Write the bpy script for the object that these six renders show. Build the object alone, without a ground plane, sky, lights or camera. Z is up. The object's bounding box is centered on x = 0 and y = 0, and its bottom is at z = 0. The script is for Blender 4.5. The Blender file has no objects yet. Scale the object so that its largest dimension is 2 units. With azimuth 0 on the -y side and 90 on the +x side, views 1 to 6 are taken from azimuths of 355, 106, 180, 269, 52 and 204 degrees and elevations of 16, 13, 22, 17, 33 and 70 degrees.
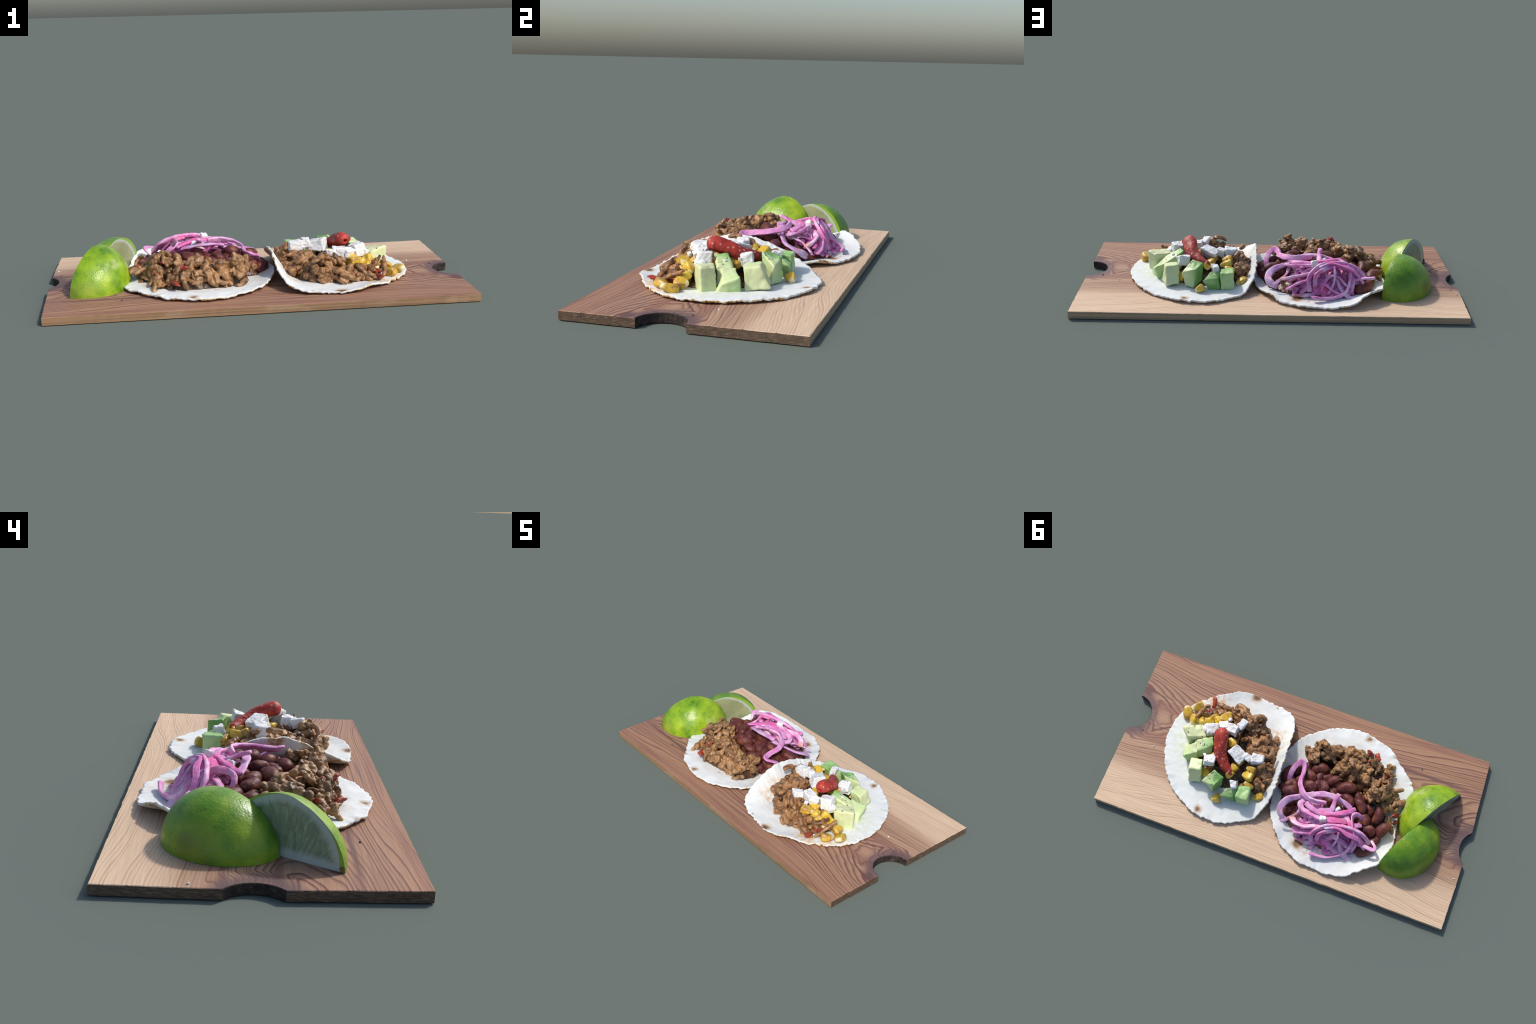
# Two soft tacos and two lime wedges on a notched wooden serving board.
import bpy, bmesh, math, random
import numpy as np
from mathutils import Vector, Matrix, Euler, noise

rng = random.Random(7)
SC = bpy.context.scene.collection


# ------------------------------------------------------------------ helpers
def put(name, mesh, parent=None, mats=(), smooth=True, loc=None, rot=None, scale=None):
    ob = bpy.data.objects.new(name, mesh)
    SC.objects.link(ob)
    if parent is not None:
        ob.parent = parent
    if loc is not None:
        ob.location = loc
    if rot is not None:
        ob.rotation_euler = rot
    if scale is not None:
        ob.scale = scale
    for m in mats:
        if mesh.materials.find(m.name) < 0:
            mesh.materials.append(m)
    if smooth:
        mesh.polygons.foreach_set("use_smooth", [True] * len(mesh.polygons))
    return ob


def thing(name, label, category, loc=(0, 0, 0)):
    ob = bpy.data.objects.new(name, None)
    SC.objects.link(ob)
    ob.location = loc
    ob["label"], ob["category"] = label, category
    return ob


def from_data(name, verts, faces):
    me = bpy.data.meshes.new(name)
    me.from_pydata([tuple(v) for v in verts], [], faces)
    me.update()
    return me


def n3(p, f, seed=0.0):
    return noise.noise(Vector((p[0] * f + seed, p[1] * f + seed * 1.7, p[2] * f - seed)))


def spline(points, n):
    """Catmull-Rom through the points, n samples, even in parameter."""
    P = np.array(points, float)
    P = np.vstack([2 * P[0] - P[1], P, 2 * P[-1] - P[-2]])
    k = len(P) - 3
    out = []
    for i in range(n):
        t = i / (n - 1) * k
        j = min(int(t), k - 1)
        t -= j
        a, b, c, d = P[j:j + 4]
        out.append(0.5 * (2 * b + (c - a) * t + (2 * a - 5 * b + 4 * c - d) * t * t + (3 * b - a - 3 * c + d) * t ** 3))
    return np.array(out)


def sweep(path, section, up0=(0, 0, 1), cap=True):
    """Sweep section(i, n) -> list of (across, up) offsets along a path; returns verts, faces."""
    n = len(path)
    tan = np.gradient(path, axis=0)
    tan /= np.linalg.norm(tan, axis=1)[:, None] + 1e-9
    side = np.cross(tan[0], up0)
    if np.linalg.norm(side) < 0.2:
        side = np.cross(tan[0], (1, 0.3, 0))
    verts, faces, m = [], [], 0
    for i in range(n):
        side = side - tan[i] * (side @ tan[i])
        side /= np.linalg.norm(side) + 1e-9
        up = np.cross(side, tan[i])
        sec = section(i, n)
        m = len(sec)
        for a, b in sec:
            verts.append(path[i] + side * a + up * b)
    for i in range(n - 1):
        for j in range(m):
            faces.append((i * m + j, i * m + (j + 1) % m, (i + 1) * m + (j + 1) % m, (i + 1) * m + j))
    if cap:
        verts += [path[0], path[-1]]
        a, b = len(verts) - 2, len(verts) - 1
        for j in range(m):
            faces.append((a, (j + 1) % m, j))
            faces.append((b, (n - 1) * m + j, (n - 1) * m + (j + 1) % m))
    return verts, faces


# ------------------------------------------------------------------ node helper
class G:
    def __init__(self, name):
        self.m = bpy.data.materials.new(name)
        self.m.use_nodes = True
        self.t = self.m.node_tree
        self.b = self.t.nodes["Principled BSDF"]
        self.co = self.t.nodes.new("ShaderNodeTexCoord").outputs["Object"]

    def new(self, kind, **kw):
        n = self.t.nodes.new(kind)
        for k, v in kw.items():
            setattr(n, k, v)
        return n

    def wire(self, sock, v):
        if isinstance(v, bpy.types.NodeSocket):
            self.t.links.new(v, sock)
        elif isinstance(v, (tuple, list)) and len(v) == 3 and sock.type == "RGBA":
            sock.default_value = (*v, 1)
        else:
            sock.default_value = v

    def math(self, op, a, b=0.0, clamp=False):
        n = self.new("ShaderNodeMath", operation=op, use_clamp=clamp)
        self.wire(n.inputs[0], a)
        self.wire(n.inputs[1], b)
        return n.outputs[0]

    def vmath(self, op, a, b=(0, 0, 0)):
        n = self.new("ShaderNodeVectorMath", operation=op)
        self.wire(n.inputs[0], a)
        self.wire(n.inputs[1], b)
        return n.outputs["Value"] if op in ("LENGTH", "DISTANCE", "DOT_PRODUCT") else n.outputs["Vector"]

    def mapping(self, v, loc=(0, 0, 0), rot=(0, 0, 0), scale=(1, 1, 1)):
        n = self.new("ShaderNodeMapping")
        self.wire(n.inputs["Vector"], v)
        n.inputs["Location"].default_value, n.inputs["Rotation"].default_value, n.inputs["Scale"].default_value = loc, rot, scale
        return n.outputs[0]

    def xyz(self, v):
        n = self.new("ShaderNodeSeparateXYZ")
        self.wire(n.inputs[0], v)
        return n.outputs[0], n.outputs[1], n.outputs[2]

    def noise(self, v, scale, detail=3.0, rough=0.55, dist=0.0):
        n = self.new("ShaderNodeTexNoise")
        self.wire(n.inputs["Vector"], v)
        n.inputs["Scale"].default_value, n.inputs["Detail"].default_value = scale, detail
        n.inputs["Roughness"].default_value, n.inputs["Distortion"].default_value = rough, dist
        return n.outputs[0]

    def voronoi(self, v, scale, feature="F1", rnd=1.0):
        n = self.new("ShaderNodeTexVoronoi", feature=feature)
        self.wire(n.inputs["Vector"], v)
        n.inputs["Scale"].default_value = scale
        n.inputs["Randomness"].default_value = rnd
        return n.outputs["Distance"], n.outputs.get("Color") if feature == "F1" else None

    def ramp(self, f, stops, interp="LINEAR"):
        n = self.new("ShaderNodeValToRGB")
        self.wire(n.inputs[0], f)
        e = n.color_ramp
        e.interpolation = interp
        while len(e.elements) < len(stops):
            e.elements.new(1.0)
        for el, (p, c) in zip(e.elements, stops):
            el.position = p
            el.color = (*c, 1) if isinstance(c, (tuple, list)) else (c, c, c, 1)
        return n.outputs[0]

    def step(self, f, lo, hi):
        n = self.new("ShaderNodeMapRange", interpolation_type="SMOOTHSTEP")
        self.wire(n.inputs[0], f)
        n.inputs[1].default_value, n.inputs[2].default_value = lo, hi
        return n.outputs[0]

    def mix(self, f, a, b, mode="MIX"):
        n = self.new("ShaderNodeMix", data_type="RGBA", blend_type=mode)
        self.wire(n.inputs[0], f)
        self.wire(n.inputs[6], a)
        self.wire(n.inputs[7], b)
        return n.outputs[2]

    def near(self, p, centre, r, soft, warp=None):
        """1 inside a blotch round centre, falling to 0."""
        v = p if warp is None else warp
        d = self.vmath("DISTANCE", v, centre)
        return self.math("SUBTRACT", 1.0, self.step(d, r - soft, r + soft))

    def rand(self):
        return self.new("ShaderNodeObjectInfo").outputs["Random"]

    def bump(self, h, strength=0.3, dist=0.01):
        n = self.new("ShaderNodeBump")
        n.inputs["Strength"].default_value, n.inputs["Distance"].default_value = strength, dist
        self.wire(n.inputs["Height"], h)
        self.t.links.new(n.outputs[0], self.b.inputs["Normal"])

    def done(self, colour, rough=0.6, spec=0.5, **kw):
        self.wire(self.b.inputs["Base Color"], colour)
        self.wire(self.b.inputs["Roughness"], rough)
        self.b.inputs["Specular IOR Level"].default_value = spec
        for k, v in kw.items():
            self.wire(self.b.inputs[k.replace("_", " ")], v)
        return self.m


# ------------------------------------------------------------------ materials
def wood(name, end=False):
    g = G(name)
    p = g.co
    x, y, z = g.xyz(p)
    low = g.noise(g.mapping(p, scale=(0.8, 2.0, 2.0)), 1.5, 0.0)
    low2 = g.noise(g.mapping(p, loc=(3, 1, 0), scale=(0.9, 7.0, 7.0)), 2.0, 0.0)
    wob = g.math("ADD", g.math("MULTIPLY", g.math("SUBTRACT", low, 0.5), 0.11), g.math("MULTIPLY", g.math("SUBTRACT", low2, 0.5), 0.022))
    # growth rings of a flat-sawn plank: the pith runs below the board and rises at both ends (arched figure there)
    yy = g.math("ADD", g.math("ADD", y, 0.115), g.math("ADD", wob, g.math("MULTIPLY", x, -0.025)))
    x2 = g.math("MULTIPLY", x, x)
    d = g.math("ADD", g.math("MULTIPLY", g.math("SUBTRACT", 1.27, g.math("MULTIPLY", x2, x2)), 0.18), g.math("MULTIPLY", z, -1.0))
    r = g.math("SQRT", g.math("ADD", g.math("MULTIPLY", yy, yy), g.math("MULTIPLY", d, d)))
    fine = g.noise(g.mapping(p, scale=(0.45, 26.0, 26.0)), 2.0, 1.0)
    # rings get tighter towards the outside of the tree
    q = g.math("ADD", g.math("ADD", g.math("MULTIPLY", r, 44.0), g.math("MULTIPLY", g.math("MULTIPLY", r, r), 62.0)), g.math("MULTIPLY", g.math("SUBTRACT", fine, 0.5), 0.35))
    # wet and dry years: uneven spacing
    q = g.math("ADD", q, g.math("MULTIPLY", g.math("SUBTRACT", g.noise(g.mapping(p, loc=(1, 7, 0), scale=(0.12, 6.0, 2.0)), 1.5, 2.0), 0.5), 5.0))
    halos = []
    for cx, cy, rad in ((1.0, -0.063, 0.155), (-1.035, 0.017, 0.155)):
        dd = g.vmath("DISTANCE", g.vmath("MULTIPLY", p, (1, 1, 0)), (cx, cy, 0))
        halos.append(g.math("ADD", dd, g.math("MULTIPLY", wob, 0.5)))
        q = g.math("ADD", q, g.math("MULTIPLY", g.math("SUBTRACT", 1.0, g.step(dd, rad - 0.05, rad + 0.02)), 3.0))   # grain swirls round the notch
    ring = g.math("FRACT", q)
    late = g.ramp(ring, [(0.0, 0.45), (0.08, 0.05), (0.38, 0.12), (0.62, 0.45), (0.80, 1.0), (0.94, 1.0), (1.0, 0.45)])
    year = g.new("ShaderNodeTexWhiteNoise", noise_dimensions="1D")
    g.wire(year.inputs["W"], g.math("FLOOR", q))
    late = g.math("MULTIPLY", late, g.math("ADD", g.math("MULTIPLY", year.outputs[0], 1.25), 0.10), clamp=True)
    yb = g.math("ADD", y, g.math("MULTIPLY", g.math("SUBTRACT", low, 0.5), 0.06))
    f = g.math("ADD", g.math("MULTIPLY", yb, 0.9), 0.5)
    early = g.ramp(f, [(0.0, (0.36, 0.188, 0.118)), (0.10, (0.385, 0.21, 0.128)), (0.30, (0.40, 0.23, 0.145)), (0.5, (0.46, 0.28, 0.178)),
                       (0.69, (0.45, 0.285, 0.185)), (0.765, (0.66, 0.47, 0.32)), (0.9, (0.69, 0.505, 0.345)), (1.0, (0.66, 0.475, 0.30))])
    latec = g.ramp(f, [(0.0, (0.19, 0.085, 0.062)), (0.35, (0.135, 0.060, 0.055)), (0.55, (0.16, 0.078, 0.065)), (0.715, (0.29, 0.165, 0.11)),
                       (0.755, (0.51, 0.345, 0.24)), (1.0, (0.47, 0.31, 0.205))])
    c = g.mix(g.math("MULTIPLY", late, 0.95), early, latec)
    # redder and purple bands running with the grain, in the heartwood only
    heart = g.math("SUBTRACT", 1.0, g.step(yb, 0.10, 0.28))
    band = g.noise(g.mapping(p, loc=(0, 5, 0), scale=(0.45, 9.0, 3.0)), 1.5, 3.0)
    c = g.mix(g.math("MULTIPLY", g.math("MULTIPLY", g.step(band, 0.48, 0.66), heart), 0.75), c, (0.235, 0.105, 0.078))
    band2 = g.noise(g.mapping(p, loc=(4, 2, 0), scale=(0.5, 16.0, 3.0)), 1.5, 3.0)
    c = g.mix(g.math("MULTIPLY", g.math("MULTIPLY", g.step(band2, 0.58, 0.70), heart), 0.75), c, (0.125, 0.066, 0.064))
    fib = g.noise(g.mapping(p, scale=(6.0, 240.0, 240.0)), 1.0, 3.0)
    c = g.mix(0.4, c, g.mix(1.0, c, g.ramp(fib, [(0.3, 0.66), (0.7, 1.28)]), "MULTIPLY"))
    # purplish burn round the two thumb notches
    for dd, rad in zip(halos, (0.128, 0.118)):
        s = g.math("SUBTRACT", 1.0, g.step(dd, rad - 0.02, rad + 0.05))
        c = g.mix(g.math("MULTIPLY", s, 0.82), c, (0.115, 0.074, 0.082))
    if end:
        # end grain: fine slanting ring lines, darkened to carry the -x end's shade
        e = g.noise(g.mapping(p, rot=(0.5, 0, 0), scale=(20.0, 40.0, 190.0)), 1.0, 3.0)
        c = g.mix(0.95, c, g.ramp(e, [(0.32, (0.055, 0.036, 0.025)), (0.55, (0.115, 0.075, 0.049)), (0.72, (0.20, 0.135, 0.092))]))
    g.bump(g.math("ADD", late, g.math("MULTIPLY", fib, 0.5)), 0.10, 0.004)
    return g.done(c, 0.62, 0.3)


def edge_wood():
    g = G("board_edge_wood")
    p = g.co
    y = g.xyz(p)[1]
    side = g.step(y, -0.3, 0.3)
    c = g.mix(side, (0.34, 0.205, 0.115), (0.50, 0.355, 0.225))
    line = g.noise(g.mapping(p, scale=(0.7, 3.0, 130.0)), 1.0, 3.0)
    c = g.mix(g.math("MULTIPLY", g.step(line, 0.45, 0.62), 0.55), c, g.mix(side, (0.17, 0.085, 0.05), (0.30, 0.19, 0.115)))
    worn = g.noise(g.mapping(p, scale=(3.0, 3.0, 12.0)), 2.0, 3.0)
    c = g.mix(g.math("MULTIPLY", g.step(worn, 0.5, 0.7), 0.35), c, (0.46, 0.33, 0.21))
    g.bump(line, 0.2, 0.003)
    return g.done(c, 0.65, 0.3)


def charred():
    g = G("burnt_notch")
    n = g.noise(g.co, 60, 4)
    c = g.ramp(n, [(0.35, (0.020, 0.014, 0.013)), (0.62, (0.055, 0.036, 0.030)), (0.8, (0.16, 0.12, 0.10))])
    g.bump(n, 0.4, 0.005)
    return g.done(c, 0.7, 0.3)


def tortilla_mat(name, burns, stains):
    g = G(name)
    p = g.co
    warp = g.vmath("ADD", p, g.vmath("MULTIPLY", g.vmath("SUBTRACT", g.col_noise(p, 26), (0.5, 0.5, 0.5)), (0.022, 0.022, 0.0)))
    blot = g.noise(p, 9, 4)
    c = g.mix(g.math("MULTIPLY", g.step(blot, 0.4, 0.7), 0.55), (0.74, 0.765, 0.755), (0.68, 0.69, 0.65))  # flour white tinted cool to include bluish sky light
    fleck = g.noise(p, 55, 3)
    c = g.mix(g.math("MULTIPLY", g.step(fleck, 0.64, 0.76), 0.25), c, (0.58, 0.55, 0.45))
    for (bx, by, bz), r in burns:
        s = g.near(p, (bx, by, bz), r, r * 0.6, warp)
        c = g.mix(g.math("MULTIPLY", s, 0.75), c, (0.50, 0.31, 0.13))
        s = g.near(p, (bx, by, bz), r * 0.62, r * 0.4, warp)
        c = g.mix(g.math("MULTIPLY", s, 0.9), c, (0.13, 0.055, 0.025))
    for (bx, by, bz), r, col in stains:
        s = g.near(p, (bx, by, bz), r, r * 0.8, warp)
        patch = g.step(g.noise(p, 38, 4), 0.42, 0.60)
        c = g.mix(g.math("MULTIPLY", g.math("MULTIPLY", s, patch), 0.6), c, col)
    g.bump(g.math("ADD", blot, g.math("MULTIPLY", g.noise(p, 90, 3), 0.35)), 0.35, 0.006)
    return g.done(c, 0.72, 0.3)


def _col_noise(self, v, scale):
    n = self.new("ShaderNodeTexNoise")
    self.wire(n.inputs["Vector"], v)
    n.inputs["Scale"].default_value = scale
    return n.outputs["Color"]


G.col_noise = _col_noise


def crust_mat():
    """underside of the tortillas: floury with toasted blotches"""
    g = G("toasted_underside")
    n = g.noise(g.co, 16, 4)
    z = g.xyz(g.co)[2]
    c = g.ramp(n, [(0.34, (0.22, 0.10, 0.04)), (0.42, (0.50, 0.36, 0.20)), (0.52, (0.68, 0.66, 0.60)), (0.70, (0.72, 0.73, 0.71))])
    g.bump(g.noise(g.co, 60, 3), 0.35, 0.005)
    return g.done(c, 0.75, 0.3)


def pale_crust():
    g = G("toasted_rim")
    n = g.noise(g.co, 17, 4)
    c = g.ramp(n, [(0.32, (0.18, 0.075, 0.025)), (0.39, (0.48, 0.29, 0.10)), (0.45, (0.67, 0.60, 0.45)), (0.52, (0.73, 0.745, 0.72))])
    g.bump(g.noise(g.co, 70, 3), 0.4, 0.005)
    return g.done(c, 0.75, 0.3)


def mince_mat(name, a, b, c3):
    g = G(name)
    v = g.vmath("ADD", g.co, g.vmath("MULTIPLY", (1, 1, 1), (0, 0, 0)))
    rv = g.new("ShaderNodeCombineXYZ")
    rnd = g.rand()
    g.wire(rv.inputs[0], g.math("MULTIPLY", rnd, 9.0))
    v = g.vmath("ADD", v, rv.outputs[0])
    n = g.noise(v, 34, 4, 0.6)
    c = g.ramp(n, [(0.34, a), (0.47, b), (0.66, c3)])
    c = g.mix(g.math("MULTIPLY", g.step(g.noise(v, 13, 2), 0.55, 0.7), 0.5), c, (0.33, 0.15, 0.045))
    hs = g.new("ShaderNodeHueSaturation")
    g.wire(hs.inputs["Color"], c)
    g.wire(hs.inputs["Value"], g.math("ADD", g.math("MULTIPLY", rnd, 0.55), 0.72))
    g.bump(g.noise(v, 95, 3), 0.5, 0.006)
    return g.done(hs.outputs[0], 0.42, 0.45)


def bean_mat():
    g = G("kidney_bean_skin")
    rnd = g.rand()
    n = g.noise(g.co, 2.2, 4, 0.6)
    base = g.mix(rnd, (0.120, 0.028, 0.020), (0.090, 0.021, 0.028))
    c = g.mix(g.step(n, 0.46, 0.64), base, (0.20, 0.062, 0.032))
    c = g.mix(g.math("MULTIPLY", g.step(g.noise(g.co, 5, 3), 0.56, 0.70), 0.5), c, (0.25, 0.095, 0.055))
    g.bump(g.noise(g.co, 6, 3), 0.3, 0.006)
    return g.done(c, 0.5, 0.35)


def sauce_mat(name, a, b):
    g = G(name)
    n = g.noise(g.co, 30, 4)
    g.bump(g.noise(g.co, 60, 3), 0.5, 0.008)
    return g.done(g.ramp(n, [(0.35, a), (0.65, b)]), 0.35, 0.5)


def onion_mat():
    g = G("pickled_onion")
    n = g.noise(g.co, 15, 4)
    r = g.rand()
    c = g.ramp(g.math("ADD", n, g.math("MULTIPLY", g.math("SUBTRACT", r, 0.5), 0.16)), [(0.28, (0.58, 0.15, 0.40)), (0.40, (0.66, 0.25, 0.52)), (0.52, (0.73, 0.38, 0.62)), (0.63, (0.78, 0.56, 0.73)), (0.76, (0.80, 0.70, 0.78))])  # palest lilac stops paint the strands' highlights into the colour
    hot = g.near(g.co, (-0.285, 0.19, 0.16), 0.13, 0.10)
    c = g.mix(g.math("MULTIPLY", g.math("MULTIPLY", hot, g.step(g.noise(g.co, 22, 3), 0.60, 0.42)), 0.75), c, (0.78, 0.12, 0.36))
    s = g.noise(g.co, 8, 2)
    c = g.mix(g.math("MULTIPLY", g.step(s, 0.60, 0.70), 0.6), c, (0.62, 0.26, 0.16))
    c = g.mix(g.math("MULTIPLY", g.math("GREATER_THAN", r, 0.75), 0.45), c, (0.42, 0.20, 0.46))
    c = g.mix(g.math("MULTIPLY", g.step(g.noise(g.co, 38, 4), 0.54, 0.70), 0.35), c, (0.80, 0.64, 0.77))
    g.bump(g.math("ADD", n, g.noise(g.co, 70, 2)), 0.35, 0.006)
    return g.done(c, 0.5, 0.35, Subsurface_Weight=0.1, Subsurface_Scale=0.015)


def avocado_mat(name, direction, lo, hi, pepper=0.05, skin=None):
    """pale buttery core shading to green towards the skin, along a direction in the taco's own frame"""
    g = G(name)
    t = g.vmath("DOT_PRODUCT", g.co, direction)
    t = g.math("ADD", t, g.math("MULTIPLY", g.math("SUBTRACT", g.noise(g.co, 16, 3), 0.5), 0.03))
    f = g.step(t, lo, hi)
    c = g.ramp(f, [(0.0, (0.67, 0.71, 0.40)), (0.45, (0.58, 0.69, 0.35)), (0.8, (0.41, 0.61, 0.26)), (1.0, (0.17, 0.38, 0.09))])
    c = g.mix(g.math("MULTIPLY", g.step(g.noise(g.co, 22, 4), 0.52, 0.68), 0.30), c, (0.52, 0.60, 0.27))
    d, col = g.voronoi(g.co, 64)
    fl = g.new("ShaderNodeSeparateColor")
    g.wire(fl.inputs[0], col)
    nz = g.new("ShaderNodeNewGeometry").outputs["Normal"]
    up = g.step(g.xyz(nz)[2], 0.3, 0.7)      # ground pepper lies on the upward faces
    spot = g.math("MULTIPLY", g.math("SUBTRACT", 1.0, g.step(d, 0.22, 0.36)), g.math("GREATER_THAN", fl.outputs[0], 1.0 - pepper))
    c = g.mix(g.math("MULTIPLY", g.math("MULTIPLY", spot, up), 0.88), c, (0.07, 0.055, 0.045))
    g.bump(g.noise(g.co, 40, 3), 0.2, 0.005)
    return g.done(c, 0.42, 0.45, Subsurface_Weight=0.08, Subsurface_Scale=0.02)


def feta_mat():
    g = G("white_cheese")
    n = g.noise(g.co, 30, 4)
    c = g.mix(g.step(n, 0.4, 0.65), (0.80, 0.80, 0.80), (0.72, 0.72, 0.70))
    d, col = g.voronoi(g.co, 62)
    fl = g.new("ShaderNodeSeparateColor")
    g.wire(fl.inputs[0], col)
    up = g.step(g.xyz(g.new("ShaderNodeNewGeometry").outputs["Normal"])[2], 0.4, 0.8)
    spot = g.math("MULTIPLY", g.math("SUBTRACT", 1.0, g.step(d, 0.20, 0.34)), g.math("GREATER_THAN", fl.outputs[1], 0.80))
    c = g.mix(g.math("MULTIPLY", g.math("MULTIPLY", spot, up), 0.7), c, (0.16, 0.12, 0.09))
    g.bump(g.math("ADD", n, g.noise(g.co, 120, 3)), 0.4, 0.005)
    return g.done(c, 0.6, 0.35, Subsurface_Weight=0.1, Subsurface_Scale=0.01)


def corn_mat():
    g = G("corn_kernel_skin")
    r = g.rand()
    n = g.noise(g.co, 1.6, 3)
    c = g.ramp(n, [(0.3, (0.56, 0.34, 0.025)), (0.55, (0.70, 0.46, 0.045)), (0.75, (0.78, 0.61, 0.17))])
    c = g.mix(g.math("MULTIPLY", g.math("GREATER_THAN", r, 0.5), g.step(g.noise(g.co, 2.5, 3), 0.42, 0.62)), c, (0.40, 0.22, 0.05))
    c = g.mix(g.step(g.xyz(g.co)[0], -0.28, -0.48), c, (0.74, 0.66, 0.38))
    g.bump(g.noise(g.co, 4, 2), 0.2, 0.004)
    return g.done(c, 0.32, 0.5, Subsurface_Weight=0.08, Subsurface_Scale=0.01)


def chili_mat():
    g = G("red_chili_skin")
    n = g.noise(g.co, 20, 3)
    c = g.ramp(n, [(0.35, (0.26, 0.022, 0.016)), (0.65, (0.44, 0.044, 0.027))])
    d, col = g.voronoi(g.co, 72)
    fl = g.new("ShaderNodeSeparateColor")
    g.wire(fl.inputs[0], col)
    up = g.step(g.xyz(g.new("ShaderNodeNewGeometry").outputs["Normal"])[2], 0.15, 0.6)   # salt rests on top
    spot = g.math("MULTIPLY", g.math("SUBTRACT", 1.0, g.step(d, 0.20, 0.40)), g.math("GREATER_THAN", fl.outputs[2], 0.62))
    c = g.mix(g.math("MULTIPLY", g.math("MULTIPLY", spot, up), 0.6), c, (0.62, 0.48, 0.44))
    spot = g.math("MULTIPLY", g.math("SUBTRACT", 1.0, g.step(d, 0.20, 0.36)), g.math("LESS_THAN", fl.outputs[1], 0.10))
    c = g.mix(g.math("MULTIPLY", spot, 0.7), c, (0.09, 0.03, 0.02))
    g.bump(g.noise(g.co, 60, 3), 0.4, 0.006)
    return g.done(c, 0.5, 0.4)


def plain(name, col, rough=0.5, var=0.25):
    g = G(name)
    n = g.noise(g.co, 40, 3)
    c = g.mix(n, tuple(v * (1 - var) for v in col), tuple(min(1, v * (1 + var)) for v in col))
    g.bump(n, 0.25, 0.005)
    return g.done(c, rough, 0.45)


def rind_mat(name, a, b, c3, scar=None, spot=None):
    g = G(name)
    p = g.co
    n = g.noise(p, 6.5, 5, 0.62)
    c = g.ramp(n, [(0.34, a), (0.48, b), (0.64, c3)])
    d, col = g.voronoi(p, 120)
    c = g.mix(g.math("MULTIPLY", g.math("SUBTRACT", 1.0, g.step(d, 0.1, 0.5)), 0.22), c, c3)
    dd, col = g.voronoi(p, 34)
    fl = g.new("ShaderNodeSeparateColor")
    g.wire(fl.inputs[0], col)
    speck = g.math("MULTIPLY", g.math("SUBTRACT", 1.0, g.step(dd, 0.06, 0.16)), g.math("GREATER_THAN", fl.outputs[0], 0.62))
    c = g.mix(g.math("MULTIPLY", speck, 0.75), c, (0.035, 0.06, 0.02))
    if scar:
        for centre, sc in scar:
            q = g.vmath("MULTIPLY", g.vmath("SUBTRACT", p, centre), sc)
            s = g.math("SUBTRACT", 1.0, g.step(g.math("ADD", g.vmath("LENGTH", q), g.math("MULTIPLY", g.math("SUBTRACT", g.noise(p, 40, 3), 0.5), 0.9)), 0.5, 1.1))
            c = g.mix(g.math("MULTIPLY", g.math("MULTIPLY", s, g.step(g.noise(p, 30, 4), 0.35, 0.6)), 0.5), c, (0.46, 0.50, 0.24))
    if spot:
        for centre, r, col in spot:
            s = g.near(p, centre, r, r * 0.7)
            c = g.mix(g.math("MULTIPLY", s, 0.7), c, col)
    g.bump(g.math("ADD", g.math("MULTIPLY", d, -0.5), g.noise(p, 45, 3)), 0.24, 0.006)
    return g.done(c, 0.36, 0.45)


def pulp_mat(name, a, b, tone, streak, band):
    """cut face of a lime: pith rim, core edge and fanned juice vesicles; frame: x along core, z up"""
    g = G(name)
    p = g.co
    x, y, z = g.xyz(p)
    sx, sz = g.math("DIVIDE", x, a), g.math("DIVIDE", z, b)
    e = g.math("SQRT", g.math("ADD", g.math("POWER", g.math("ABSOLUTE", sx), 1.75), g.math("MULTIPLY", sz, sz)))
    ang = g.math("ARCTAN2", x, g.math("ADD", z, 0.16))
    cb = g.new("ShaderNodeCombineXYZ")
    g.wire(cb.inputs[0], g.math("MULTIPLY", ang, 15.0))
    g.wire(cb.inputs[1], g.math("MULTIPLY", e, 3.0))
    n = g.noise(cb.outputs[0], 1.0, 4, 0.6, 0.9)
    up = lambda k: tuple(min(1, v * (1 + k * streak)) for v in tone)
    c = g.ramp(n, [(0.30, up(-0.35)), (0.50, tone), (0.60, up(0.3)), (0.72, up(1.1))])
    c = g.mix(g.step(g.noise(p, 9, 2), 0.35, 0.7), c, g.mix(1.0, c, (0.75, 0.78, 0.72), "MULTIPLY"))
    ee = g.math("ADD", e, g.math("MULTIPLY", g.math("SUBTRACT", n, 0.5), 0.10))
    rim = g.step(ee, 0.80 + 0.10 * (1 - band), 0.93 + 0.02 * (1 - band))
    core = g.math("SUBTRACT", 1.0, g.step(g.math("ADD", z, g.math("MULTIPLY", n, -0.02)), 0.004, 0.030))
    pith = g.math("MAXIMUM", g.math("MULTIPLY", rim, 0.75), g.math("MULTIPLY", core, 0.9 * band))
    c = g.mix(pith, c, (0.52, 0.58, 0.52))
    c = g.mix(g.step(e, 0.96, 0.99), c, (0.26, 0.42, 0.05))
    g.bump(n, 0.3, 0.008)
    return g.done(c, 0.3, 0.5, Subsurface_Weight=0.1, Subsurface_Scale=0.02)


# ------------------------------------------------------------------ board
TOP = 0.035


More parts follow.
